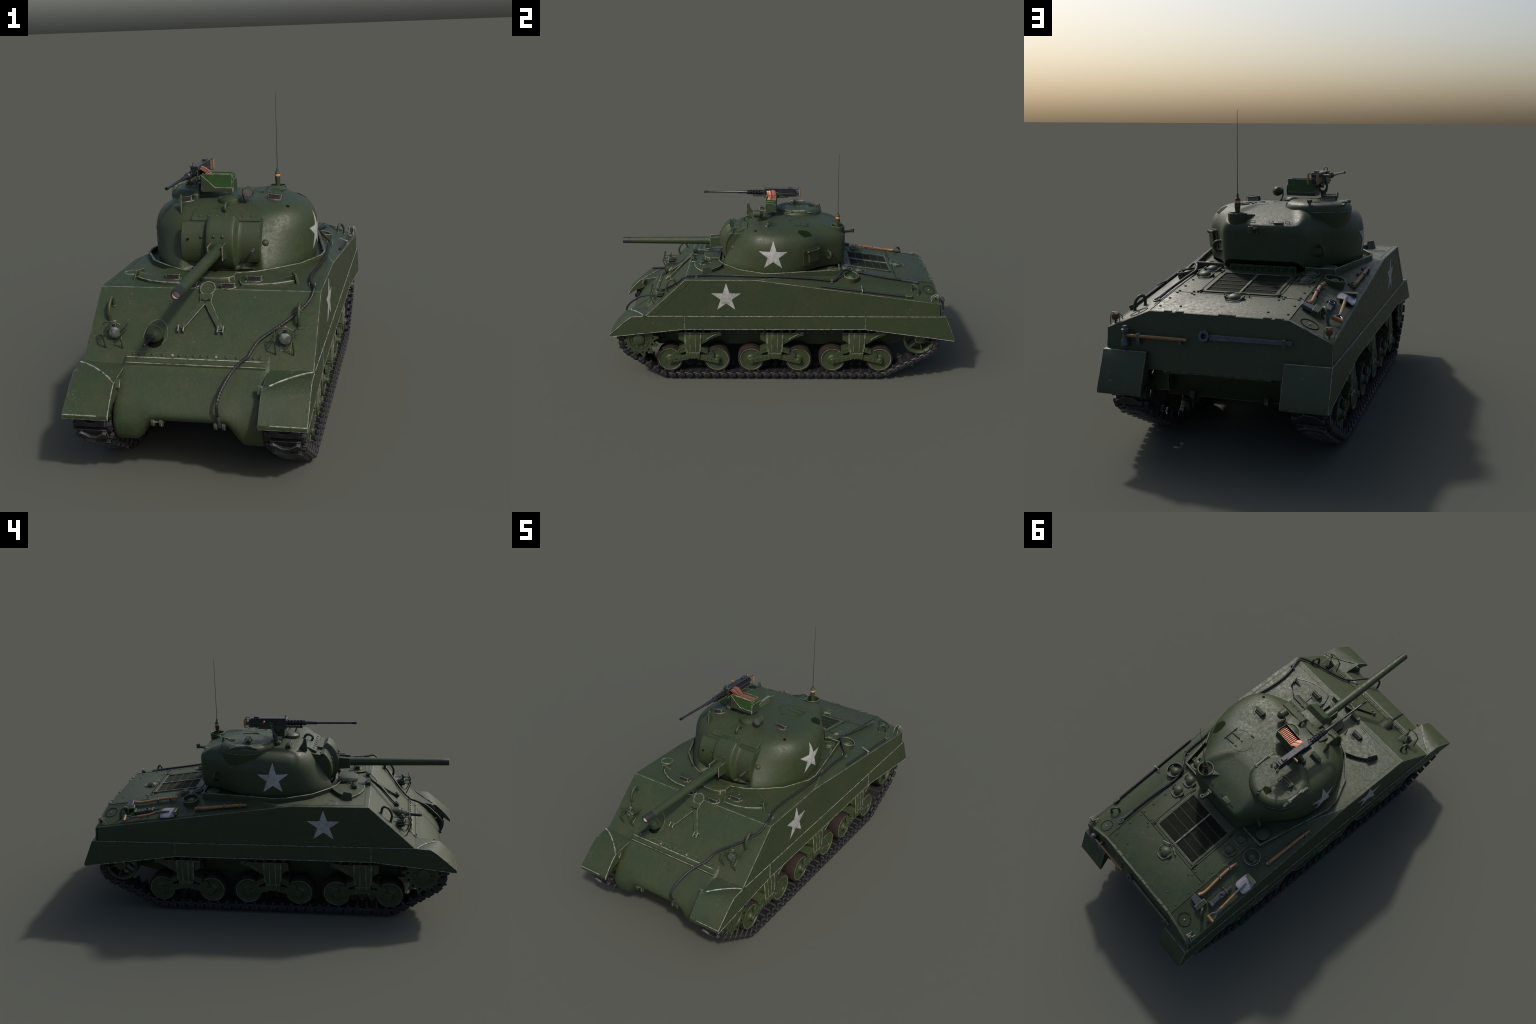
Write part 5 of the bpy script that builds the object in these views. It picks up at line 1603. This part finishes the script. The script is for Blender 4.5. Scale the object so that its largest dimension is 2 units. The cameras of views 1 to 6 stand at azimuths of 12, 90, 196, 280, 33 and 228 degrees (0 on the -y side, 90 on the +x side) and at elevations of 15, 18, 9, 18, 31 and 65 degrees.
# ------------------------------------------------------------------ heavy machine gun on the cupola
def machine_gun():
    A, B_ = V((-0.1650, -0.482, 0.9955)), V((-0.1515, 0.090, 0.9955))
    u = (A - B_).normalized()                         # towards the muzzle
    up = V((0, 0, 1))
    R = frame(u, up)                                  # local x = forward, y = side, z = up
    def at(d, y=0, z=0):                              # d metres ahead of the receiver's rear face
        return B_ + R @ V((d, y, z))
    b = Build()
    b.box(at(0.099, 0, -0.002), (0.198, 0.027, 0.046), mat=R)
    b.box(at(0.105, 0, 0.0225), (0.190, 0.030, 0.007), mat=R)
    b.box(at(0.178, 0, 0.018), (0.040, 0.036, 0.018), mat=R)
    b.box(at(0.040, 0, 0.029), (0.026, 0.018, 0.009), mat=R)
    b.box(at(0.060, 0.0145, -0.010), (0.085, 0.003, 0.014), mat=R); b.box(at(0.060, -0.0145, -0.010), (0.085, 0.003, 0.014), mat=R)
    b.cyl(at(-0.018, 0, -0.004), at(0.002, 0, -0.004), 0.010, n=12)
    b.tube([at(0.196, -0.008, 0.025), at(0.196, -0.008, 0.038), at(0.196, 0, 0.043), at(0.196, 0.008, 0.038), at(0.196, 0.008, 0.025)], 0.0025, 6)
    rec = stock('machine_gun_receiver', b, turret, [M_GUN, M_STEEL_EDGE], 0.001)
    b = Build()
    b.lathe([(0.0125, 0.19), (0.0135, 0.20), (0.0135, 0.296), (0.0142, 0.297), (0.0142, 0.303), (0.0100, 0.306), (0.0086, 0.312), (0.0086, 0.362), (0.0062, 0.366), (0.0052, 0.54), (0.0052, 0.550), (0.0066, 0.552), (0.0066, 0.572), (0.003, 0.572), (0.003, 0.56)], B_, u, 18, 0, False)
    for k in range(5):
        for a in range(6):
            ang = 2 * PI * (a + 0.5 * (k % 2)) / 6
            w = R @ V((0, math.cos(ang), math.sin(ang)))
            b.lathe([(0.0046, 0.0), (0.0046, 0.0139)], at(0.213 + 0.0165 * k), w, 8, 1)
    stock('machine_gun_barrel', b, rec, [M_GUN, M_BLACK], angle=40)
    for k in (-1, 1):
        b = Build()
        b.lathe([(0.0035, -0.023), (0.0052, -0.012), (0.0055, 0.0), (0.0052, 0.012), (0.0035, 0.023)], at(-0.022, k * 0.021, 0.0), (0, 0, 1), 10)
        stock('spade_grip', b, rec, [M_WOOD])
        b = Build()
        for z in (-0.0235, 0.0235):
            b.tube([at(0.0, k * 0.010, z * 0.8), at(-0.010, k * 0.018, z), at(-0.022, k * 0.021, z)], 0.0018, 6)
        stock('grip_frame', b, rec, [M_GUN])
    b = Build()
    b.cyl(at(0.085, -0.014, 0.010), at(0.085, -0.046, 0.012), 0.0050, 0.0058, 10)
    stock('charging_handle', b, rec, [M_WOOD])
    # cradle: side plates, yoke arms, pintle
    b = Build()
    for k in (-1, 1):
        sidep = [(0.045, -0.028), (0.085, -0.022), (0.100, -0.005), (0.112, 0.004), (0.126, 0.004), (0.134, -0.006), (0.140, -0.014), (0.200, -0.018), (0.200, -0.032), (0.050, -0.032)]
        b.prism([at(d, k * 0.0155, z) for d, z in sidep], [at(d, k * 0.0195, z) for d, z in sidep])
        b.lathe([(0.0125, 0.0), (0.0125, 0.006), (0.006, 0.007)], at(0.120, k * 0.019, -0.006), R @ V((0, k, 0)), 14)
    b.box(at(0.125, 0, -0.0295), (0.150, 0.036, 0.004), mat=R)
    b.box(at(0.235, 0, -0.021), (0.070, 0.016, 0.010), mat=R)
    base = V((-0.166, -0.062, 0.868))
    piv = at(0.120, 0, -0.006)
    neck = base.lerp(piv, 0.52)
    for k in (-1, 1):
        o = R @ V((0, k, 0))
        b.tube([piv + o * 0.022, piv.lerp(neck, 0.62) + o * 0.022, neck + o * 0.013 + V((0, 0, 0.004)), neck + V((0, 0, -0.004))], [0.0062, 0.0055, 0.007, 0.008], 8)
    b.tube([neck + V((0, 0, 0.002)), neck.lerp(base, 0.35), base.lerp(neck, 0.25)], [0.0135, 0.0120, 0.0150], 14)
    b.lathe([(0.017, -0.012), (0.017, 0.024), (0.0145, 0.028)], base, (0, 0, 1), 16)
    b.box(base + V((0, 0.020, 0.010)), (0.024, 0.040, 0.026))
    cr = stock('machine_gun_cradle', b, rec, [M_PAINT, M_EDGE_SOFT], 0.0010)
    # ammunition tin in its tray
    yaw = Matrix.Rotation(-0.045, 3, 'Z')
    o = V((-0.062, -0.066, 0.9125))
    L, W, H = 0.128, 0.062, 0.073
    def tin(x, y, z):
        return o + yaw @ V((x, y, z))
    b = Build()
    w = 0.0025
    b.box(tin(0, 0, 0.004), (L, W, 0.004), mat=yaw)
    for k in (-1, 1):
        b.box(tin(0, k * (W / 2 - w / 2), H / 2 + 0.001), (L, w, H), mat=yaw)
        b.box(tin(k * (L / 2 - w / 2), 0, H / 2 + 0.001), (w, W - 2 * w, H), mat=yaw)
    for k in (-1, 1):
        b.box(tin(k * (L / 2 + 0.001), 0, H * 0.82), (0.004, W * 0.7, 0.012), mat=yaw)
    box = stock('ammunition_tin', b, rec, [M_AMMO, M_EDGE_STRONG], 0.0012)
    b = Build()
    f = -(W / 2 + 0.002)
    fr = [(-L / 2 - 0.003, -0.001), (L / 2 + 0.003, -0.001), (L / 2 + 0.003, 0.016), (-0.008, 0.016), (-L / 2 - 0.003, 0.068)]
    b.prism([tin(x, f - 0.0015, z) for x, z in fr], [tin(x, f + 0.0015, z) for x, z in fr])
    bk = [(-L / 2 - 0.003, -0.001), (L / 2 + 0.003, -0.001), (L / 2 + 0.003, 0.014), (-L / 2 - 0.003, 0.014)]
    b.prism([tin(x, -f - 0.0015, z) for x, z in bk], [tin(x, -f + 0.0015, z) for x, z in bk])
    en = [(f, -0.001), (-f, -0.001), (-f * 0.95, 0.040), (-f * 0.6, 0.052), (f * 0.75, 0.052), (f, 0.040)]
    b.prism([tin(L / 2 + 0.003, y, z) for y, z in en], [tin(L / 2 + 0.006, y, z) for y, z in en])
    en2 = [(f, -0.001), (-f, -0.001), (-f, 0.070), (f, 0.070)]
    b.prism([tin(-L / 2 - 0.003, y, z) for y, z in en2], [tin(-L / 2 - 0.006, y, z) for y, z in en2])
    b.box(tin(0, 0, -0.001), (L + 0.008, W + 0.006, 0.003), mat=yaw)
    b.box(tin(-L / 2 - 0.018, 0, 0.040), (0.030, 0.020, 0.010), mat=yaw)
    stock('ammunition_tray', b, rec, [M_PAINT, M_EDGE_STRONG], 0.0010)
    # cartridge belt: rounds lie along the gun, row fills the tin and climbs to the feed
    cb = Build()
    cb.lathe([(0.0046, 0.0), (0.0052, 0.0005), (0.0052, 0.003), (0.0046, 0.0035), (0.0050, 0.005), (0.0048, 0.033), (0.0034, 0.038), (0.0034, 0.041), (0.0030, 0.046), (0.0016, 0.053), (0.0003, 0.056)], (0, 0.028, 0), (0, -1, 0), 12, 0)
    cart = cb.mesh('cartridge', [M_COPPER], angle=40)
    lb = Build()
    lb.lathe([(0.0058, 0.004), (0.0058, 0.014)], (0, 0.010, 0), (0, -1, 0), 10)
    lb.box((0.005, 0.002, 0), (0.009, 0.008, 0.006))
    link = lb.mesh('belt_link', [M_LINK], angle=40)
    path = [tin(x, 0, H - 0.012) for x in [0.056 - 0.0095 * i for i in range(11)]]
    last = path[-1]
    feed = at(0.160, 0.012, 0.012)
    feed.y = last.y
    for i in range(1, 8):
        t = i / 7
        path.append(last.lerp(V((feed.x, last.y + (at(0.160).y - last.y) * t, feed.z)), t) + V((0, 0, 0.006 * math.sin(PI * t))))
    for p in path:
        m = Matrix.Translation(p) @ yaw.to_4x4()
        put('cartridge', cart, box, mat=m)
        put('belt_link', link, box, mat=m)
machine_gun()
